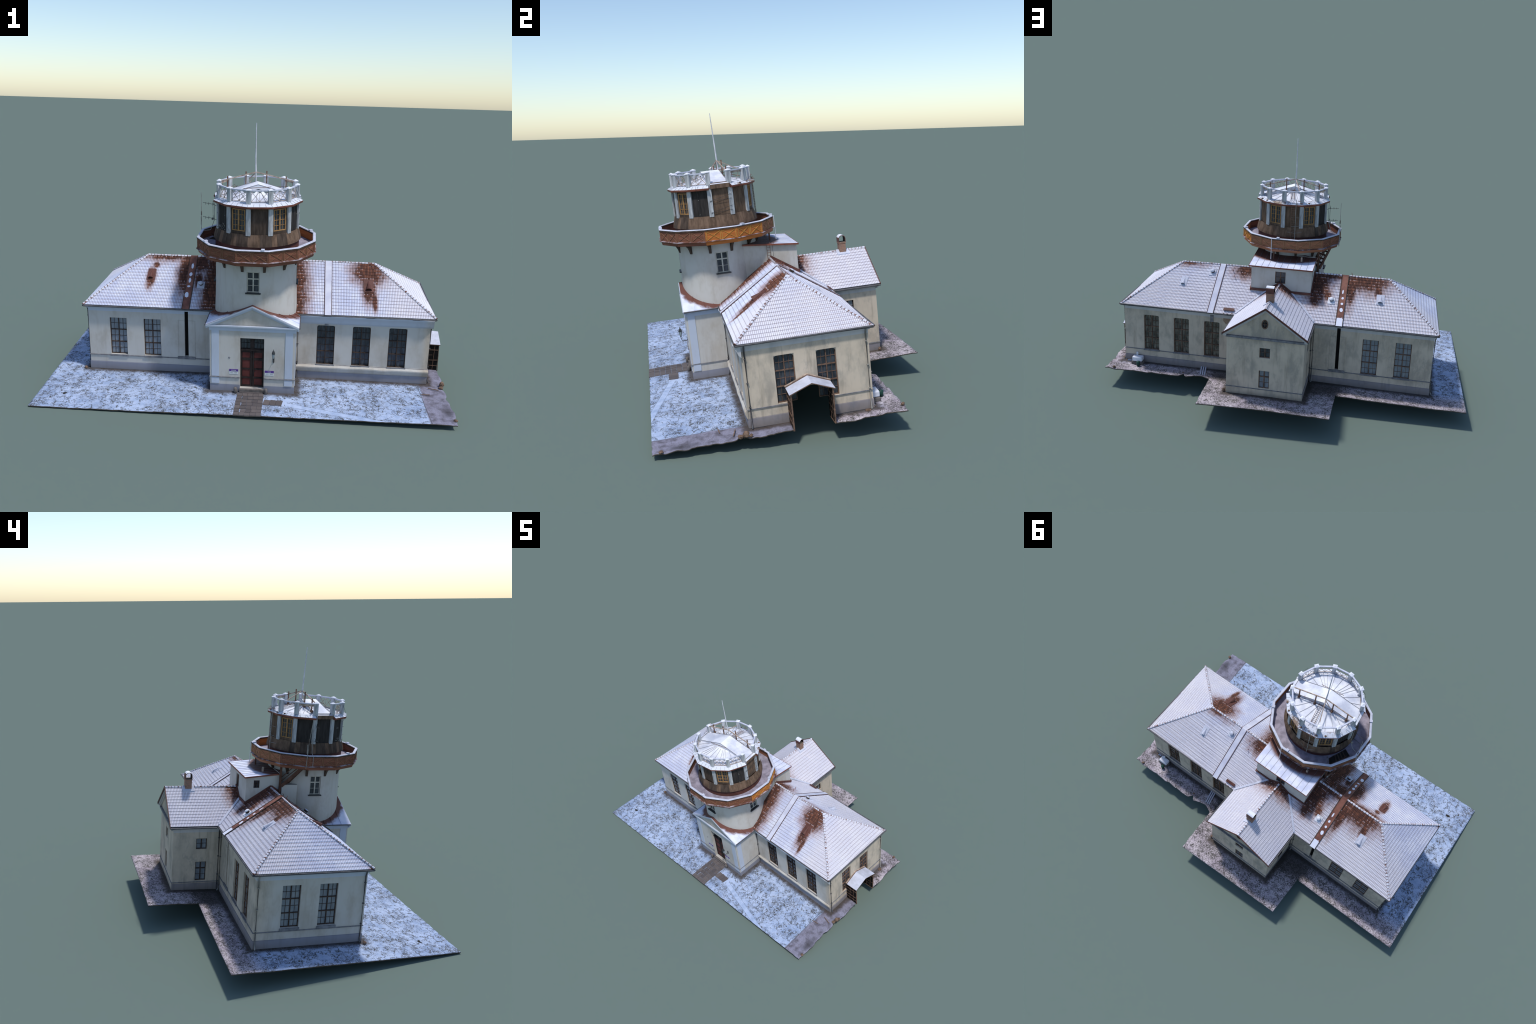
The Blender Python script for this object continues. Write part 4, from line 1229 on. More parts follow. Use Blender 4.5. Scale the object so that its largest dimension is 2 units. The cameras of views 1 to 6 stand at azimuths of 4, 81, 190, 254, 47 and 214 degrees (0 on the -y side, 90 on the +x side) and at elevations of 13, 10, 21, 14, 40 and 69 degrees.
b = Builder()
for s in (-1, 1):
    e = PRX + s * PEX
    top = [(PRX, PY0 - 0.008), (e - PRX and PRX + s * PEX, PY0 - 0.008)]
    P = lambda dx, y, o=0.0: (PRX + s * dx, y, PRZ - dx * psl + o)
    n = 10
    for i in range(n):
        d0, d1 = PEX * 1.0 * i / n, PEX * 1.0 * (i + 1) / n
        b.face([P(d0, PY0 - .008), P(d1, PY0 - .008), P(d1, -0.255), P(d0, -0.255)][::s], 0)
    b.face([P(0, PY0 - .008), P(0, PY0 - .008, -.005), P(PEX, PY0 - .008, -.005), P(PEX, PY0 - .008)], 1)
    b.face([P(PEX, PY0 - .008), P(PEX, -.255), P(PEX, -.255, -.006), P(PEX, PY0 - .008, -.006)], 1)
    b.face([P(0, PY0 - .008, -.005), P(PEX, PY0 - .008, -.005), P(PEX, -0.255, -.005), P(0, -0.255, -.005)], 1)
    for yy in (-0.385, -0.335, -0.290):                  # folded seams
        b.beam(P(0.02, yy, 0.001), P(PEX, yy, 0.001), 0.0015, 0.003, 0)
b.obj("porch_roof", [M['porch_roof'], M['ledge']], porch)
b = Builder()
for s in (-1, 1):
    b.tube([(PRX + s * (PEX + .002), PY0 - .006, PEZ - .003), (PRX + s * (PEX + .002), -0.27, PEZ - .003)], 0.0036, 0, 8)
b.obj("gutter", [M['gutter']], porch)

# door ------------------------------------------------------------------------------
b = Builder()
yd = PY0 + 0.0235
dw = DX1 - DX0
b.box(DX0, DX1, yd, yd + 0.002, 0.024, 0.287, 0)
b.box(DX0, DX1, yd - 0.009, yd, 0.2165, 0.2245, 0)                        # transom rail
b.box((DX0 + DX1) / 2 - 0.010, (DX0 + DX1) / 2 + 0.010, yd - 0.007, yd, 0.2245, 0.287, 0)
for s in (0, 1):
    x0 = DX0 + 0.004 + s * (dw / 2 + 0.006); x1 = x0 + dw / 2 - 0.014
    b.box(x0, x1, yd - 0.001, yd, 0.228, 0.284, 2)
    for k_ in (1, 2):
        xm = x0 + (x1 - x0) * k_ / 3
        b.box(xm - .0007, xm + .0007, yd - .003, yd - .001, 0.228, 0.284, 0)
    b.box(x0, x1, yd - .003, yd - .001, 0.2555, 0.2567, 0)
for s in (0, 1):
    x0 = DX0 + 0.001 + s * dw / 2; x1 = x0 + dw / 2 - 0.003
    for xa in (x0, x1 - 0.007):
        b.box(xa, xa + 0.0075, yd - 0.005, yd, 0.026, 0.2165, 0)
    rows = [(0.034, 0.069), (0.077, 0.115), (0.123, 0.165), (0.177, 0.206)]
    zprev = 0.026
    for za, zb in rows:
        b.box(x0 + .0075, x1 - .007, yd - 0.0045, yd, zprev, za, 0); zprev = zb
        b.box(x0 + .0085, x1 - .008, yd - 0.0025, yd, za + .001, zb - .001, 1)
    b.box(x0 + .0075, x1 - .007, yd - 0.0045, yd, zprev, 0.2165, 0)
b.box(0.047, 0.0500, yd - 0.0075, yd - 0.004, 0.100, 0.118, 0)
b.tube([(0.0535, yd - .005, .108), (0.0535, yd - .010, .108), (0.060, yd - .010, .108)], 0.0012, 0, 6)
b.obj("door", [M['door_frame'], M['door_panel'], M['glass_dark']], porch)
b = Builder()
b.box(DX0 - .002, DX1 + .002, PY0 - 0.012, PY0 + 0.02, 0.0, 0.0235)
b.obj("doorstep", [M['stone']], porch)
b = Builder()
for xc in (-0.035, 0.1125):
    b.lathe([(0.0001, 0.0), (0.0085, 0.0), (0.008, 0.031), (0.006, 0.034), (0.0001, 0.035)], 10, xc, -0.447)
b.obj("bollard", [M['stone']], porch)
# lantern
b = Builder()
b.box(0.1435, 0.1505, PY0 - 0.003, PY0, 0.170, 0.194, 0)
b.tube([(0.147, PY0, 0.182), (0.147, PY0 - 0.012, 0.178), (0.147, PY0 - 0.028, 0.180), (0.147, PY0 - 0.034, 0.192), (0.147, PY0 - 0.034, 0.204)], 0.0017, 0, 8)
b.lathe([(0.0001, 0.199), (0.0032, 0.200), (0.0036, 0.205)], 6, 0.147, PY0 - 0.034, 0, smooth=False)
b.lathe([(0.0036, 0.205), (0.0076, 0.228)], 6, 0.147, PY0 - 0.034, 1, smooth=False)
b.lathe([(0.0086, 0.228), (0.0086, 0.231), (0.0055, 0.240), (0.0016, 0.246), (0.0014, 0.250), (0.0001, 0.252)], 6, 0.147, PY0 - 0.034, 0, smooth=False)
for k_ in range(6):
    t = 2 * pi * k_ / 6
    b.tube([(0.147 + .0037 * sin(t), PY0 - .034 - .0037 * cos(t), .205), (0.147 + .0078 * sin(t), PY0 - .034 - .0078 * cos(t), .228)], 0.0006, 0, 5)
b.obj("wall_lantern", [M['iron'], M['lampglass']], porch)
b = Builder()
b.lathe([(0.0001, 0.0), (0.0045, 0.0), (0.0045, 0.0015), (0.0001, 0.0018)], 16, 0, 0)
for i in range(len(b.v)):
    p = b.v[i]; b.v[i] = (-0.066 + p[0], PY0 - p[2], 0.184 + p[1])
b.obj("wall_disc", [M['ledge']], porch)
# two enamel plates; lettering is too small to read, so only its strokes are laid out
for xa in (-0.066, 0.106):
    b = Builder()
    b.box(xa, xa + 0.043, PY0 - .0016, PY0, 0.1125, 0.1235, 0)
    b.box(xa, xa + 0.043, PY0 - .0012, PY0, 0.098, 0.1123, 1)
    wl = [0.0035, 0.002, 0.003, 0.0025, 0.003, 0.002, 0.0035] if xa < 0 else [0.003, 0.0025, 0.0035, 0.002, 0.0025]
    xx = xa + 0.0215 - (sum(wl) + 0.0006 * len(wl)) / 2
    for w in wl:
        b.box(xx, xx + w, PY0 - .002, PY0 - .0015, 0.1168, 0.1192, 1); xx += w + 0.0006
    for xx0, nn in ((xa + 0.005, 4), (xa + 0.025, 4)):
        for r_ in range(2):
            for c_ in range(nn):
                b.box(xx0 + c_ * .0034, xx0 + c_ * .0034 + random.uniform(.0018, .0028), PY0 - .0016, PY0 - .0011, 0.1068 - r_ * .0035, 0.1083 - r_ * .0035, 2)
    b.obj("sign_plate", [M['purple'], M['white'], M['signgrey']], porch)

# ----------------------------------------------------------------------------
# canopy over the missing side entrance
# ----------------------------------------------------------------------------
b = Builder()
for s in (-1, 1):
    yc = 0.004
    pts = [(WX1, yc, 0.188), (0.991, yc, 0.184), (0.991, yc + s * 0.0925, 0.148), (WX1, yc + s * 0.0925, 0.150)]
    b.face([Vector(p) for p in pts][::s], 0)
    b.face([Vector(p) - Vector((0, 0, .004)) for p in pts], 1)
    for i in (1, 2):
        p, q = Vector(pts[i]), Vector(pts[(i + 1) % 4])
        b.face([p, q, q - Vector((0, 0, .004)), p - Vector((0, 0, .004))], 1)
    b.beam((WX1 + .002, yc, 0.191), (WX1 + .002, yc + s * 0.094, 0.153), 0.006, 0.005, 2)
    b.beam((WX1 + .006, yc, 0.189), (WX1 + .006, yc + s * 0.094, 0.151), 0.004, 0.003, 1)
canopy = b.obj("canopy", [M['snow_cool'], M['frame_tan'], M['aged']], root)
b = Builder()
rl = random.Random(21)
for yy in (-0.082, 0.086):
    b.box(WX1, 0.984, yy - 0.0022, yy + 0.0022, 0.0, 0.145, 1)  # solid black backing gives the dark interior seen between laths
    for z in (0.001, 0.029, 0.058, 0.087, 0.116):               # crooked, broken laths
        w_ = rl.uniform(0.0016, 0.003)
        b.beam((WX1, yy, z + rl.uniform(-.003, .003)), (0.988 + rl.uniform(-.006, .004), yy + rl.uniform(-.002, .002), z + rl.uniform(-.004, .004)), 0.007, w_, 0)
    for x in (0.934, 0.962, 0.985):
        b.beam((x + rl.uniform(-.003, .003), yy, 0.0), (x + rl.uniform(-.004, .004), yy + rl.uniform(-.0015, .0015), 0.146), 0.0022, 0.0062, 0, (0, 1, 0))
b.obj("lattice_side", [M['frame_tan'], M['black']], canopy)

# ----------------------------------------------------------------------------
# stair house behind the tower
# ----------------------------------------------------------------------------
HX0, HX1, HY1, HYW = -0.128, 0.207, 0.148, -0.030
b = Builder()
b.wall((HX1, HY1, 0), (-1, 0, 0), HX1 - HX0, 0.40, 0.602, [(HX1 - 0.073, HX1 - 0.015, 0.511, 0.579)], 0.010, 0, 0)
b.wall((HX0, HY1, 0), (0, -1, 0), HY1 - HYW, 0.40, 0.602, [(HY1 - 0.107, HY1 - 0.075, 0.545, 0.586)], 0.010, 0, 0)
b.face([(HX0, HY1, .602), (HX0, HYW, .602), (HX0, HYW, .620)], 0)
b.wall((HX1, -0.14, 0), (0, 1, 0), HY1 + 0.14, 0.40, 0.602, [], 0.010, 0, 0)
b.face([(HX1, -0.14, .602), (HX1, HY1, .602), (HX1, -0.14, .628)], 0)
b.face([(HX0, HYW, .40), (0.02, HYW, .40), (0.02, HYW, .625), (HX0, HYW, .625)], 0)
b.box(-0.150, 0.02, -0.125, -0.040, 0.40, 0.566, 0)         # landing pier hugging the tower
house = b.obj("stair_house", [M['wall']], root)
place("window", W_HOUSE, house, (0.044, HY1 - 0.010, 0.511), pi)
place("window", W_TINY, house, (HX0 + 0.010, 0.091, 0.545), -pi / 2)
hz = lambda y: 0.6045 + (0.157 - y) * 0.0962
b = Builder()
poly = [(-0.134, 0.157), (0.221, 0.157), (0.221, -0.118), (0.11, -0.10), (-0.03, -0.065), (-0.134, -0.026)]
ndiv = 24
for i in range(ndiv):                                        # strips so that the edge is faithful
    xa, xb = -0.134 + 0.355 * i / ndiv, -0.134 + 0.355 * (i + 1) / ndiv
    yf = lambda x: lerp(-0.026, -0.075, min(1, (x + 0.134) / 0.12)) if x < -0.014 else (-0.075 if x < 0.10 else lerp(-0.075, -0.118, min(1, (x - 0.10) / 0.05)))
    b.face([(xa, 0.157, hz(.157)), (xa, yf(xa), hz(yf(xa))), (xb, yf(xb), hz(yf(xb))), (xb, 0.157, hz(.157))], 0)
    b.face([(xa, 0.157, hz(.157) - .006), (xa, yf(xa), hz(yf(xa)) - .006), (xb, yf(xb), hz(yf(xb)) - .006), (xb, 0.157, hz(.157) - .006)][::-1], 1)
b.beam((-0.134, 0.157, hz(.157) - .003), (0.221, 0.157, hz(.157) - .003), 0.002, 0.007, 1)
b.beam((-0.134, 0.157, hz(.157) - .003), (-0.134, -0.026, hz(-.026) - .003), 0.002, 0.007, 1)
b.beam((0.221, 0.157, hz(.157) - .003), (0.221, -0.118, hz(-.118) - .003), 0.002, 0.008, 1)
for i in range(1, 10):
    x = -0.134 + 0.355 * i / 10
    b.beam((x, 0.156, hz(.156) + .0003), (x, -0.06, hz(-.06) + .0003), 0.0011, 0.0016, 2)
b.obj("stair_house_roof", [M['house_roof'], M['rust_bright'], M['ledge']], house)
b = Builder()                                                # red flashing at the foot
rz = lambda y: lerp(EAVE_Z, RIDGE_Z, (EY1 - y) / (EY1 - RIDGE_Y)) + 0.008
for xx, ye in ((HX0 - .003, HYW), (HX1 + .003, -0.02)):
    b.beam((xx, HY1 + .004, rz(HY1)), (xx, RIDGE_Y, rz(RIDGE_Y)), 0.006, 0.014, 0)
    if ye == HYW:
        b.beam((xx, RIDGE_Y, rz(RIDGE_Y)), (xx, -0.045, rz(RIDGE_Y) - 0.038), 0.006, 0.014, 0)
ap = Vector((ANR_X, HY1 + .003, ANR_Z + .008))
for s, xe in ((-1, HX0 - .003), (1, HX1 + .003)):
    q = Vector((ANR_X + s * 0.066, HY1 + .003, 0.467))
    b.beam(ap, q, 0.007, 0.012, 0); b.beam(q, (xe, HY1 + .003, 0.467), 0.007, 0.013, 0)
b.obj("flashing", [M['rust']], house)
b = Builder()                                                # posts and outside stair
b.beam((-0.141, -0.032, 0.525), (-0.141, -0.032, 0.672), 0.010, 0.010, 0, (0, 1, 0))
b.beam((0.105, 0.035, 0.610), (0.105, 0.035, 0.672), 0.007, 0.007, 0, (0, 1, 0))
b.beam((-0.055, 0.040, 0.605), (-0.055, 0.040, 0.640), 0.009, 0.009, 1, (0, 1, 0))
for a, c in (((-0.150, -0.036, 0.560), (-0.208, -0.140, 0.688)), ((-0.105, -0.078, 0.560), (-0.150, -0.178, 0.688))):
    b.beam(a, c, 0.006, 0.016, 0)
for k_ in range(7):
    t = (k_ + 0.5) / 7
    p = Vector((-0.150, -0.036, 0.560)).lerp(Vector((-0.208, -0.140, 0.688)), t); q = Vector((-0.105, -0.078, 0.560)).lerp(Vector((-0.150, -0.178, 0.688)), t)
    b.beam(p, q, 0.017, 0.004, 0)
b.beam((-0.135, -0.035, 0.600), (-0.19, -0.13, 0.715), 0.004, 0.004, 0)
b.beam((-0.135, -0.035, 0.580), (-0.188, -0.135, 0.690), 0.004, 0.004, 0)
b.obj("outside_stair", [M['stair_wood'], M['aged']], house)
b = Builder()
for y in (0.000, 0.016):
    b.tube([(HX1 + .006, y, 0.540), (HX1 + .006, y, 0.625)], 0.0011, 0, 5)
for k_ in range(6):
    z = 0.548 + k_ * 0.013
    b.tube([(HX1 + .006, 0.000, z), (HX1 + .006, 0.016, z)], 0.0008, 0, 5)
b.tube([(HX1 + .005, 0.030, 0.555), (HX1 + .005, 0.028, 0.600), (HX1 + .012, 0.035, 0.625)], 0.0009, 0, 5)
b.obj("roof_ladder", [M['rod']], house)

# ----------------------------------------------------------------------------
# round tower
# ----------------------------------------------------------------------------
b = Builder()
TW = [(0.2035, 0.33), (0.2030, 0.37), (0.2005, 0.44), (0.1990, 0.50), (0.1980, 0.58), (0.1965, 0.68)]
NSEG = 96
vis = []
holes = [(0, 0.0295), (90, 0.0295), (270, 0.0295)]
zs = [p[1] for p in TW]
zz = sorted(set(zs + [0.5125, 0.6135]))
rad = lambda z: next(lerp(TW[i][0], TW[i + 1][0], (z - TW[i][1]) / (TW[i + 1][1] - TW[i][1])) for i in range(len(TW) - 1) if TW[i][1] - 1e-9 <= z <= TW[i + 1][1] + 1e-9)
half = 0.0295 / 0.199
angs = sorted({2 * pi * k / NSEG for k in range(NSEG)} | {(radians(a) + s * half) % (2 * pi) for a, _ in holes for s in (-1, 1)})
pt = lambda a, r, z: (AXX + r * sin(a), AXY - r * cos(a), z)
for i in range(len(angs)):
    a0, a1 = angs[i], angs[(i + 1) % len(angs)]
    if a1 <= a0:
        a1 += 2 * pi
    if a1 - a0 < 1e-6:
        continue
    am = (a0 + a1) / 2
    inwin = any(abs((am - radians(a) + pi) % (2 * pi) - pi) < half for a, _ in holes)
    for j in range(len(zz) - 1):
        if inwin and 0.5125 <= (zz[j] + zz[j + 1]) / 2 <= 0.6135:
            continue
        b.face([pt(a0, rad(zz[j]), zz[j]), pt(a1, rad(zz[j]), zz[j]), pt(a1, rad(zz[j + 1]), zz[j + 1]), pt(a0, rad(zz[j + 1]), zz[j + 1])], 0, True)
for a, _ in holes:                                            # window reveals
    a = radians(a)
    r0, r1 = 0.1995, 0.180
    L0, R0 = a - half, a + half
    n = Vector((sin(a), -cos(a), 0)); t = Vector((cos(a), sin(a), 0))
    c = Vector((AXX, AXY, 0))
    inn = [c + n * 0.184 + t * s * 0.0295 for s in (-1, 1)]
    out = [Vector(pt(q, 0.199, 0)) for q in (L0, R0)]
    for k_ in (0, 1):
        b.face([out[k_] + Vector((0, 0, .5125)), inn[k_] + Vector((0, 0, .5125)), inn[k_] + Vector((0, 0, .6135)), out[k_] + Vector((0, 0, .6135))][::1 if k_ else -1], 0)
    b.face([out[0] + Vector((0, 0, .6135)), inn[0] + Vector((0, 0, .6135)), inn[1] + Vector((0, 0, .6135)), out[1] + Vector((0, 0, .6135))][::-1], 0)
    b.face([out[0] + Vector((0, 0, .5125)), out[1] + Vector((0, 0, .5125)), inn[1] + Vector((0, 0, .5125)), inn[0] + Vector((0, 0, .5125))][::-1], 0)
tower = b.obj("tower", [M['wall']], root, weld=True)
for a, _ in holes:
    ra = radians(a)
    place("window", W_TOWER, tower, (AXX + 0.1855 * sin(ra), AXY - 0.1855 * cos(ra), 0.513), ra)
    bd = Builder()
    bd.box(-0.036, 0.036, -0.012, 0.012, -0.0025, 0.0025)
    place("window_sill", bd.mesh("window_sill", [M['iron']]), tower, (AXX + 0.194 * sin(ra), AXY - 0.194 * cos(ra), 0.5105), ra)

# brackets under the gallery: curved knees, one at each corner of the twelve-sided gallery
b = Builder()
prof = [(0.190, 0.612), (0.201, 0.612), (0.206, 0.628), (0.214, 0.643), (0.228, 0.656), (0.250, 0.664), (0.266, 0.672), (0.190, 0.672)]
for s in (-0.006, 0.006):
    pass
L_pts = [(-0.006, -r, z) for r, z in prof]; R_pts = [(0.006, -r, z) for r, z in prof]
b.face(L_pts[::-1]); b.face(R_pts)
for i in range(len(prof)):
    j = (i + 1) % len(prof)
    b.face([L_pts[i], L_pts[j], R_pts[j], R_pts[i]])
bracket_me = b.mesh("bracket", [M['board_dark']])
for k_ in range(12):
    place("bracket", bracket_me, tower, (AXX, AXY, 0), radians(15 + 30 * k_))

# ----------------------------------------------------------------------------
# twelve-sided gallery
# ----------------------------------------------------------------------------
PH = radians(15)
GY = AXY + 0.003                                               # the gallery sits a hair off the tower axis
b = Builder()
HATCH = [(-0.118, -0.068), (-0.140, -0.040), (-0.200, -0.150), (-0.160, -0.170)]
b.lathe([(0.150, 0.692), (0.284, 0.692)], 12, AXX, GY, 0, PH, False)
b.lathe([(0.2835, 0.6640), (0.278, 0.6665), (0.150, 0.6690)], 12, AXX, GY, 1, PH, False)
gallery = b.obj("gallery", [M['deck'], M['board_dark']], root)
b = Builder()                                                  # dark stair hatch in the deck
hq = [Vector((*p, 0.6926)) for p in HATCH]
b.face(hq if (hq[1] - hq[0]).cross(hq[2] - hq[1]).z > 0 else hq[::-1], 0)
for i in range(4):
    b.beam(hq[i], hq[(i + 1) % 4], 0.003, 0.004, 1)
for k_ in range(4):
    t = 0.35 + k_ * 0.15
    b.beam(hq[0].lerp(hq[3], t), hq[1].lerp(hq[2], t), 0.006, 0.003, 1)
b.tube([hq[0] + Vector((0.01, 0.002, 0)), hq[0] + Vector((0.01, 0.002, 0.03)), hq[1] + Vector((0.014, 0.004, 0.03)), hq[1] + Vector((0.014, 0.004, 0))], 0.0013, 2, 6)
b.obj("stair_hatch", [M['soot'], M['board_dark'], M['pipe']], gallery)

RO = 0.2880
ap_ = RO * cos(PH); fw = 2 * RO * sin(PH)


def panel_mesh(mat, bat, post):
    bd = Builder()
    z0, z1 = 0.686, 0.7325
    bd.box(-fw / 2, fw / 2, -ap_, -ap_ + 0.005, z0, z1, 0)
    for z in (0.6985, 0.7095, 0.7205):                          # board joints
        bd.box(-fw / 2, fw / 2, -ap_ - 0.0004, -ap_, z, z + 0.0005, 2)
    for xa, xb in ((-fw / 2 + 0.006, -0.004), (0.004, fw / 2 - 0.006)):
        for x in (xa, xb):
            bd.box(x - 0.0013, x + 0.0013, -ap_ - 0.0022, -ap_, z0 + .001, z1 - .002, 1)
        bd.beam((xa + .002, -ap_ - 0.001, z0 + .003), (xb - .002, -ap_ - 0.001, z1 - .004), 0.002, 0.0022, 1, (0, 0, 1))
        bd.beam((xa + .002, -ap_ - 0.001, z1 - .004), (xb - .002, -ap_ - 0.001, z0 + .003), 0.002, 0.0020, 1, (0, 0, 1))
    bd.box(-fw / 2 - 0.0005, -fw / 2 + 0.0035, -ap_ - 0.003, -ap_ + 0.003, 0.684, z1, 2)
    bd.box(fw / 2 - 0.0035, fw / 2 + 0.0005, -ap_ - 0.0029, -ap_ + 0.003, 0.684, z1, 2)
    # floor edge beam below
    r2 = 0.2890; ap2 = r2 * cos(PH); w2 = 2 * r2 * sin(PH); ap3 = 0.2835 * cos(PH); w3 = 2 * 0.2835 * sin(PH)
    bd.face([(-w3 / 2, -ap3, 0.6640), (w3 / 2, -ap3, 0.6640), (w2 / 2, -ap2, 0.6835), (-w2 / 2, -ap2, 0.6835)], 0)
    bd.face([(-fw / 2, -ap_, 0.690), (-fw / 2, -ap_ + .03, 0.690), (-w2 / 2, -ap2 + .03, 0.6855), (-w2 / 2, -ap2, 0.6855)], 0) if False else None
    return bd.mesh("gallery_panel", [mat, bat, post])


P_RED = panel_mesh(M['balc'], M['batten'], M['balc'])
P_TAN = panel_mesh(M['balc_tan'], M['batten_tan'], M['balc_tan'])
P_ORG = panel_mesh(M['balc_orange'], M['batten_yellow'], M['balc_orange'])
for k_ in range(12):
    a = 30 * k_
    place("gallery_panel", {90: P_ORG, 120: P_ORG, 180: P_TAN, 210: P_TAN, 150: P_TAN}.get(a, P_RED), gallery, (AXX, GY, 0), radians(a))  # face colours carry baked sunlight: orange east, tan rear, darkened front and west
b = Builder()                                                  # snow-capped rail and lower weatherboard
b.lathe([(0.2780, 0.7325), (0.2930, 0.7325), (0.2930, 0.7385), (0.2905, 0.7415), (0.2805, 0.7420), (0.2780, 0.7390), (0.2780, 0.7325)], 12, AXX, GY, 0, PH, False, mats=[1, 1, 0, 0, 0, 1])
b.lathe([(0.284, 0.6828), (0.2960, 0.6820), (0.2960, 0.6836), (0.2875, 0.6862)], 12, AXX, GY, 0, PH, False, mats=[1, 2, 2])
for a in (10, 172, 112, -55):
    ra = radians(a); r = 0.2855 * cos(PH) / cos((ra + PH) % radians(30) - PH) - 0.0005
    Mx = Matrix.Translation((AXX + r * sin(ra), GY - r * cos(ra), 0.7440)) @ Matrix.Rotation(round(a / 30) * radians(30), 4, 'Z')
    b.box(-0.0075, 0.0075, -0.0085, 0.0085, -0.004, 0.004, 0, Mx)
b.obj("gallery_rail", [M['snow_cool'], M['board_dark'], M['ledge_frost']], gallery)
b = Builder()                                                  # white standing pipe + west weather pole
b.tube([(0.115, 0.065, 0.742), (0.1155, 0.0655, 0.69), (0.116, 0.066, 0.622)], 0.0018, 0, 6)
b.tube([(-0.2445, -0.128, 0.675), (-0.242, -0.135, 0.80), (-0.240, -0.149, 0.925)], 0.0017, 1, 6, 0.0010)
b.lathe([(0.0001, 0.806), (0.0026, 0.808), (0.0026, 0.826), (0.0001, 0.828)], 8, -0.242, -0.134, 2)
b.tube([(-0.2445, -0.128, 0.800), (-0.2445, -0.128, 0.755)], 0.0020, 1, 6)
b.obj("weather_pole", [M['mast'], M['pipe'], M['board_dark']], gallery)
b = Builder()                                                  # thin pipe on the west side of the drum
b.tube([(-0.168, -0.180, 0.915), (-0.170, -0.180, 0.80), (-0.190, -0.176, 0.745), (-0.242, -0.165, 0.735), (-0.243, -0.165, 0.688)], 0.0015, 0, 6)
b.box(-0.185, -0.176, -0.178, -0.172, 0.795, 0.806, 0)
b.obj("west_pipe", [M['pipe']], gallery)

# ----------------------------------------------------------------------------
# rotating drum: twelve boarded faces between white corner boards
# ----------------------------------------------------------------------------
AXX, AXY = 0.0440, -0.2208                                     # the drum has crept a little off the tower axis
FACE0 = 7.2                                                    # azimuth of a face centre
DP = radians(FACE0 - 15)
WIN_FACES = (37.2, 157.2, 217.2, 337.2)
SLIT_FACES = (97.2, 277.2)
RD = 0.1955
apd = RD * cos(PH); fwd = 2 * RD * sin(PH)
b = Builder()
b.lathe([(0.202, 0.690), (0.202, 0.737)], 48, AXX, AXY, 0, 0, True)
b.lathe([(0.2055, 0.7335), (0.2095, 0.736), (0.2075, 0.748), (0.2030, 0.765), (0.1985, 0.781), (0.1965, 0.790)], 48, AXX, AXY, 1, 0, True)
b.lathe([(0.196, 0.735), (0.2055, 0.7335)], 48, AXX, AXY, 1, 0, True)
drum = b.obj("drum", [M['rust'], M['board_brown']], root)
skirt_p = [(0.2103, 0.7352), (0.2083, 0.748), (0.2038, 0.765), (0.1993, 0.781), (0.1973, 0.7895)]
for k_ in range(46):                                           # overlapping skirt boards
    a0 = 2 * pi * k_ / 46; da = 2 * pi / 46 * 0.975
    bd = Builder()
    j = random.uniform(-0.0004, 0.0006)
    for i in range(len(skirt_p) - 1):
        (r0, z0), (r1, z1) = skirt_p[i], skirt_p[i + 1]
        for h in (0, 1):
            q0, q1 = a0 + da * h / 2, a0 + da * (h + 1) / 2
            bd.face([pt(q0, r0 + j, z0), pt(q1, r0 + j, z0), pt(q1, r1 + j, z1), pt(q0, r1 + j, z1)], 0, True)
        for q, fl_ in ((a0, 1), (a0 + da, -1)):
            bd.face([pt(q, r0 - .003, z0), pt(q, r0 + j, z0), pt(q, r1 + j, z1), pt(q, r1 - .003, z1)][::fl_], 0)
    bd.face([pt(a0, skirt_p[0][0] - .003, skirt_p[0][1]), pt(a0 + da, skirt_p[0][0] - .003, skirt_p[0][1]), pt(a0 + da, skirt_p[0][0] + j, skirt_p[0][1]), pt(a0, skirt_p[0][0] + j, skirt_p[0][1])][::-1], 0)
    azd = degrees = math.degrees(a0)
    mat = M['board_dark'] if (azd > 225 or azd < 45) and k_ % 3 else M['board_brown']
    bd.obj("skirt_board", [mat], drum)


def drum_face_mesh(mat, z1, window):
    bd = Builder()
    ops_ = [(fwd / 2 - 0.0335, fwd / 2 + 0.0335, 0.803, 0.905)] if window else []
    bd.wall((-fwd / 2, -apd, 0), (1, 0, 0), fwd, 0.786, z1, ops_, 0.006, 0, 0)
    for i in range(1, 6):
        x = -fwd / 2 + fwd * i / 6
        if not window:
            bd.box(x - .0004, x + .0004, -apd - 0.0006, -apd, 0.788, z1 - .002, 0)
    return bd.mesh("drum_face", [mat])


DF = {}
for a in range(12):
    az = (FACE0 + 30 * a) % 360
    win = any(abs(az - w) < 1 for w in WIN_FACES)
    slit = any(abs(az - w) < 1 for w in SLIT_FACES)
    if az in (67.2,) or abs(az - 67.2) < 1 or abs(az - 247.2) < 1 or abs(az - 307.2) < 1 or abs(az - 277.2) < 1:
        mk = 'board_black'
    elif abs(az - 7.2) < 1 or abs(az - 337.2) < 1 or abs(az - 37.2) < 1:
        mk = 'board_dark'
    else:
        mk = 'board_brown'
    key = (mk, slit, win)
    if key not in DF:
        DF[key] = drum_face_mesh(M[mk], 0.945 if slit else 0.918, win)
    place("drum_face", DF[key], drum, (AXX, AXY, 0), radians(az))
W_DRUM = window_mesh("window", 0.067, 0.102, 2, 1, (2, 4), M['frame_ochre'], M['glass_dark'], 0.0065, 0.0017, 0, None, 0.004)
for az in WIN_FACES:
    ra = radians(az)
    place("window", W_DRUM, drum, (AXX + (apd - .004) * sin(ra), AXY - (apd - .004) * cos(ra), 0.803), ra)
b = Builder()
b.box(-0.0108, 0.0108, -0.2005, -0.190, 0.7855, 0.916)
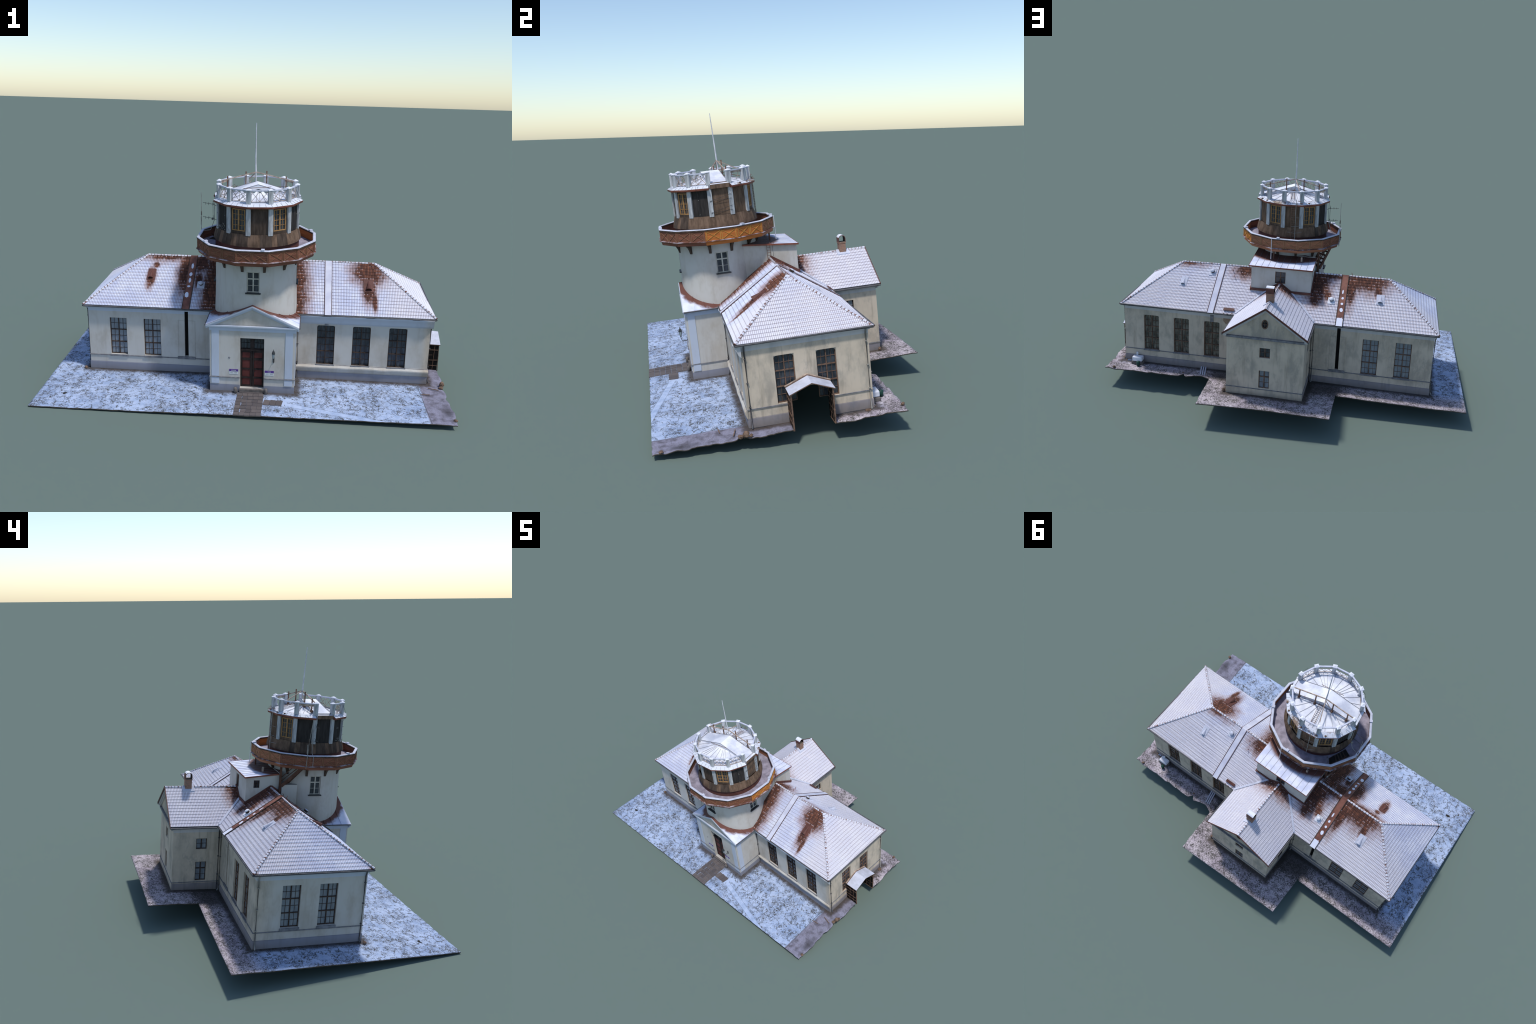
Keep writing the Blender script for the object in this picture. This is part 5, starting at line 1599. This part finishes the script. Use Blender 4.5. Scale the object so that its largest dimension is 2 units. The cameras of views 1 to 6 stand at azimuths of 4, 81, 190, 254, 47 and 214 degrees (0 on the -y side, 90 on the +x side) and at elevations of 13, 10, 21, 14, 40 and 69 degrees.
pil_me = b.mesh("corner_board", [M['pilaster']])
for k_ in range(12):
    place("corner_board", pil_me, drum, (AXX, AXY, 0), radians(FACE0 + 15 + 30 * k_))

# dome roof -----------------------------------------------------------------------
b = Builder()
is_slit = lambda k: abs((math.degrees(DP + 2 * pi * (k + 0.5) / 12) % 360) - 97.2) < 2 or abs((math.degrees(DP + 2 * pi * (k + 0.5) / 12) % 360) - 277.2) < 2
eave_p = [(0.186, 0.9135), (0.2165, 0.9135), (0.2180, 0.918), (0.2180, 0.9235), (0.197, 0.9335), (0.186, 0.9375)]
b.lathe(eave_p, 12, AXX, AXY, 0, DP, False, is_slit, [1, 1, 1, 0, 0])
for k_ in range(12):                                           # close the eave at the slit
    for e in (k_,):
        if is_slit(e):
            for q in (e, e + 1):
                aa = DP + 2 * pi * q / 12
                b.face([pt(aa, r, z) for r, z in eave_p], 1)
for k_ in range(48):
    if is_slit(k_ // 4):
        continue
    t_ = k_ % 4 / 4.0; a0, a1 = DP + 2 * pi * (k_ // 4) / 12, DP + 2 * pi * (k_ // 4 + 1) / 12
    q = lambda r, z: Vector(pt(a0, r, z)).lerp(Vector(pt(a1, r, z)), t_)
    b.beam(q(.2178, .9240), q(.198, .9335), 0.0009, 0.0014, 2)
dome = b.obj("dome_eave", [M['eave'], M['rust_bright'], M['ledge']], root)
b = Builder()
CONE = [(0.197, 0.9310), (0.12, 0.9465), (0.05, 0.9650), (0.0005, 0.9810)]
b.lathe(CONE, 48, AXX, AXY, 0, 0, True)
zc = lambda r: next(lerp(CONE[i][1], CONE[i + 1][1], (r - CONE[i][0]) / (CONE[i + 1][0] - CONE[i][0])) for i in range(len(CONE) - 1) if CONE[i + 1][0] - 1e-9 <= r <= CONE[i][0] + 1e-9)
for k_ in range(48):                                           # radial seams
    if k_ % 2 == 0 or k_ % 5 == 0:
        a = 2 * pi * (k_ + 0.3) / 48
        b.beam(pt(a, 0.19, zc(0.19) + .001), pt(a, 0.06, zc(0.06) + .0005), 0.0009, 0.0016, 1)
b.obj("dome_roof", [M['dome'], M['ledge']], dome)
# slit hatch: a low ridge running across the dome between the two slit faces
sd = radians(97.2)
hx = Vector((sin(sd), -cos(sd), 0)); hy = Vector((cos(sd), sin(sd), 0)); cc = Vector((AXX, AXY, 0))
b = Builder()
hw = 0.047
sec = [(-0.203, 0.9375), (-0.12, 0.9580), (0.0, 0.9935), (0.12, 0.9580), (0.203, 0.9375)]
for i in range(len(sec) - 1):
    (s0, z0), (s1, z1) = sec[i], sec[i + 1]
    P = lambda s, w, z: cc + hx * s + hy * w + Vector((0, 0, z))
    b.face([P(s0, -hw, z0), P(s1, -hw, z1), P(s1, hw, z1), P(s0, hw, z0)][::1], 0)
    for w in (-hw, hw):
        b.face([P(s0, w, z0), P(s1, w, z1), P(s1, w, z1 - .02), P(s0, w, z0 - .02)], 0)
        b.beam(P(s0, w, z0 + .001), P(s1, w, z1 + .001), 0.0016, 0.0022, 1)
for e in (0, 4):
    s, z = sec[e]
    b.face([P(s, -hw, z), P(s, hw, z), P(s, hw, z - .02), P(s, -hw, z - .02)], 3)
b.beam(cc + hx * 0.06 + hy * -0.052 + Vector((0, 0, .985)), cc + hx * -0.07 + hy * -0.058 + Vector((0, 0, .978)), 0.002, 0.002, 2)
b.obj("dome_hatch", [M['dome'], M['ledge'], M['rod'], M['board_brown']], dome)

# parapet posts, rails and lattice ----------------------------------------------------
b = Builder()
w = 0.0108
b.box(-w, w, -0.199, -0.181, 0.934, 0.994, 0)
b.box(-w - .0015, w + .0015, -0.2005, -0.1795, 0.994, 0.997, 1)
top = [(-w - .0015, -0.2005, .997), (w + .0015, -0.2005, .997), (w + .0015, -0.1795, .997), (-w - .0015, -0.1795, .997)]
for i in range(4):
    b.face([top[i], top[(i + 1) % 4], (0, -0.190, 1.0035)], 1)
post_me = b.mesh("parapet_post", [M['pilaster'], M['snow']])
for k_ in range(12):
    place("parapet_post", post_me, dome, (AXX, AXY, 0), radians(FACE0 + 15 + 30 * k_))
RP = 0.190
app, fwp = RP * cos(PH), 2 * RP * sin(PH)
b = Builder()
b.box(-fwp / 2 + .008, fwp / 2 - .008, -app - 0.0040, -app + 0.0040, 0.9895, 0.9950, 0)
rail_me = b.mesh("parapet_rail", [M['snow_cool'], M['aged']])
b = Builder()
x0, x1, z0, z1 = -fwp / 2 + .011, fwp / 2 - .011, 0.942, 0.989
b.box(x0, x1, -app - .0015, -app + .0015, z0 - .0015, z0 + .0005, 0)
for xa, xb in ((x0, 0), (0, x1)):
    b.beam((xa, -app, z0), (xb, -app, z1), 0.0016, 0.0018, 0); b.beam((xa, -app - .0003, z1), (xb, -app - .0003, z0), 0.0016, 0.0018, 0)
b.beam((0, -app, z0), (0, -app, z1), 0.0014, 0.0014, 0, (0, 1, 0))
for xm in (-0.027, 0.0, 0.027):                                 # little triangular spandrels
    for s in (-1, 1):
        b.face([(xm - .010, -app + .0006 * s, z1), (xm + .010, -app + .0006 * s, z1), (xm + .004, -app + .0006 * s, z1 - .006), (xm, -app + .0006 * s, z1 - .0085), (xm - .004, -app + .0006 * s, z1 - .006)], 1)
lat_me = b.mesh("parapet_lattice", [M['aged'], M['pilaster']])
b = Builder()
for xa, xb in ((x0, -0.004), (0.004, x1)):
    b.beam((xa, -app, z0 + .004), (xa + (xb - xa) * .6, -app, z1), 0.0016, 0.0018, 0)
b.box(x0, x1, -app - .001, -app + .001, z1 - .010, z1, 0)
lat2_me = b.mesh("parapet_lattice", [M['aged']])
for k_ in range(12):
    az = FACE0 + 30 * k_
    if any(abs((az % 360) - s) < 1 for s in SLIT_FACES):
        continue
    place("parapet_rail", rail_me, dome, (AXX, AXY, 0), radians(az))
    m_ = {7: lat_me, 37: lat_me, 67: lat_me, 337: lat_me, 307: lat_me, 247: lat2_me, 127: lat2_me}.get(int(az % 360))
    if m_:
        place("parapet_lattice", m_, dome, (AXX, AXY, 0), radians(az))

# truss along the hatch, mast, ladders, aerials ------------------------------------------
b = Builder()
E0, E1, AP = Vector((-0.145, -0.198, 0.991)), Vector((0.222, -0.155, 0.991)), Vector((0.0315, -0.178, 1.038))
for a, c in ((E0, AP), (AP, E1)):
    b.beam(a, c, 0.0042, 0.0052, 0)
low0, low1 = Vector((-0.125, -0.19, 0.966)), Vector((0.195, -0.15, 0.966))
b.beam(low0, low1, 0.0012, 0.0014, 1)
for p, z0, z1 in (((-0.1055, -0.1855), 0.952, 1.016), ((-0.0185, -0.1768), 0.965, 1.039), ((0.0805, -0.1605), 0.962, 1.041), ((0.1740, -0.1510), 0.945, 1.015)):
    b.beam((*p, z0), (p[0] + random.uniform(-.002, .002), p[1], z1), 0.0055, 0.0055, 1, (0, 1, 0))
    b.box(p[0] - .006, p[0] + .006, p[1] - .006, p[1] + .006, z0 - .008, z0 + .004, 1)
b.beam(AP, (-0.010, -0.072, 0.985), 0.004, 0.004, 0)
b.beam((0.0, -0.178, 0.985), (0.031, -0.178, 1.022), 0.003, 0.003, 0)
for k_ in range(14):
    t = random.random(); p = low0.lerp(low1, t)
    b.tube([p, p + Vector((random.uniform(-.02, .02), random.uniform(-.01, .015), random.uniform(-.006, .012)))], 0.0008, 1, 5)
b.obj("truss", [M['aged'], M['rod']], dome)
b = Builder()
b.tube([(0.0300, -0.1765, 0.975), (0.0305, -0.1770, 1.04), (0.0285, -0.1790, 1.10), (0.0300, -0.1815, 1.17), (0.0300, -0.1840, 1.24), (0.031, -0.185, 1.270)], 0.0046, 0, 8, 0.0016)
b.obj("mast", [M['mast']], dome)
b = Builder()                                                   # ladder lying on the dome and down its rear
def ladder(bd, top_, bot_, side, n, r=0.0011, mat=0):
    top_, bot_, side = Vector(top_), Vector(bot_), Vector(side)
    for s in (-0.5, 0.5):
        bd.tube([top_ + side * s, bot_ + side * s], r, mat, 5)
    for i in range(n):
        p = top_.lerp(bot_, (i + 0.5) / n)
        bd.tube([p - side * 0.5, p + side * 0.5], r * 0.75, mat, 5)
ladder(b, (0.047, -0.178, 0.984), (0.024, -0.055, 0.945), (0.022, 0.004, 0), 13)
ladder(b, (0.012, -0.010, 0.925), (0.010, -0.006, 0.725), (0.024, 0.002, 0), 15)
b.tube([(-0.002, -0.012, 0.955), (-0.002, -0.008, 0.90), (-0.002, -0.006, 0.725)], 0.0016, 1, 6)
for z in (0.764, 0.80, 0.85):
    b.tube([(-0.038, -0.028, z), (0.004, -0.003, z), (0.045, -0.018, z)] if z < .77 else [(-0.030, -0.022, z), (0.022, -0.012, z)], 0.0009, 1, 5)
ob = b.obj("ladder", [M['rod'], M['pipe']], dome)
b = Builder()                                                   # tangle of wire and bird litter at the rear eave
rr = random.Random(5)
for k_ in range(34):
    a = radians(rr.uniform(168, 204)); r = rr.uniform(0.188, 0.212); z = 0.936 + rr.uniform(-.004, .010) - (r - .19) * .4
    p = Vector(pt(a, r, z)); b.tube([p, p + Vector((rr.uniform(-.018, .018), rr.uniform(-.008, .010), rr.uniform(-.008, .012)))], 0.0007, 0, 4)
for az, r in ((128, 0.206), (142, 0.207), (175, 0.205), (214, 0.202), (200, 0.207)):
    lump(b, pt(radians(az), r, 0.930), 0.006, 0.5, 1, az)
for az in (112, 142, 322, 262):
    lump(b, pt(radians(az), 0.178, 0.945), 0.005, 0.9, 2, az)
b.tube([pt(radians(196), .205, .945), pt(radians(199), .232, .948)], 0.0012, 0, 5)
ob = b.obj("wire_litter", [M['rod'], M['bark'], M['snow']], dome); ob["kind"] = "stuff"
b = Builder()                                                   # aerials on the west side
for z, yy in ((0.881, -0.188), (0.811, -0.190)):
    b.tube([(-0.152, -0.200, z - .012), (-0.175, -0.196, z - .003), (-0.205, yy, z), (-0.226, yy + .004, z + .002)], 0.0012, 0, 5)
    for x, l in ((-0.175, 0.010), (-0.196, 0.007), (-0.212, 0.005)):
        b.tube([(x, -0.195 - l * .6, z - l), (x, -0.195 + l * .6, z + l)], 0.0009, 0, 4)
    lump(b, (-0.175, -0.196, z), 0.0028, 1.0, 0, 3)
b.tube([(-0.175, -0.196, 0.895), (-0.175, -0.196, 0.80)], 0.0009, 0, 5)
rr = random.Random(9)
for k_ in range(14):                                            # cable brackets on the north-west boards
    a = radians(rr.uniform(303, 326)); z = rr.uniform(0.795, 0.83); p = Vector(pt(a, 0.203, z))
    b.tube([p, p + Vector((rr.uniform(-.008, .008), rr.uniform(-.008, .004), rr.uniform(-.012, .012)))], 0.0007, 1, 4)
for az in (300, 317, 66):                                      # hanging cables and lamp arms
    a = radians(az)
    b.tube([pt(a, .199, .985), pt(a + .02, .212, .955), pt(a + .01, .222, .925), pt(a, .205, .90), pt(a, .2035, .80)], 0.0008, 0, 5)
    for z in (0.80, 0.868):
        b.tube([pt(a, .203, z), pt(a + .03, .212, z + .002)], 0.0012, 1, 5)
for az0, az1 in ((82, 112),):                                  # stays across the slit boards
    for z in (0.815, 0.870):
        b.tube([pt(radians(az0), .203, z - .01), pt(radians(az1), .203, z + .015)], 0.0007, 0, 4)
        b.tube([pt(radians(az0), .203, z - .012), pt(radians(az1), .203, z - .006)], 0.0007, 0, 4)
b.obj("aerial", [M['iron'], M['pipe']], dome)
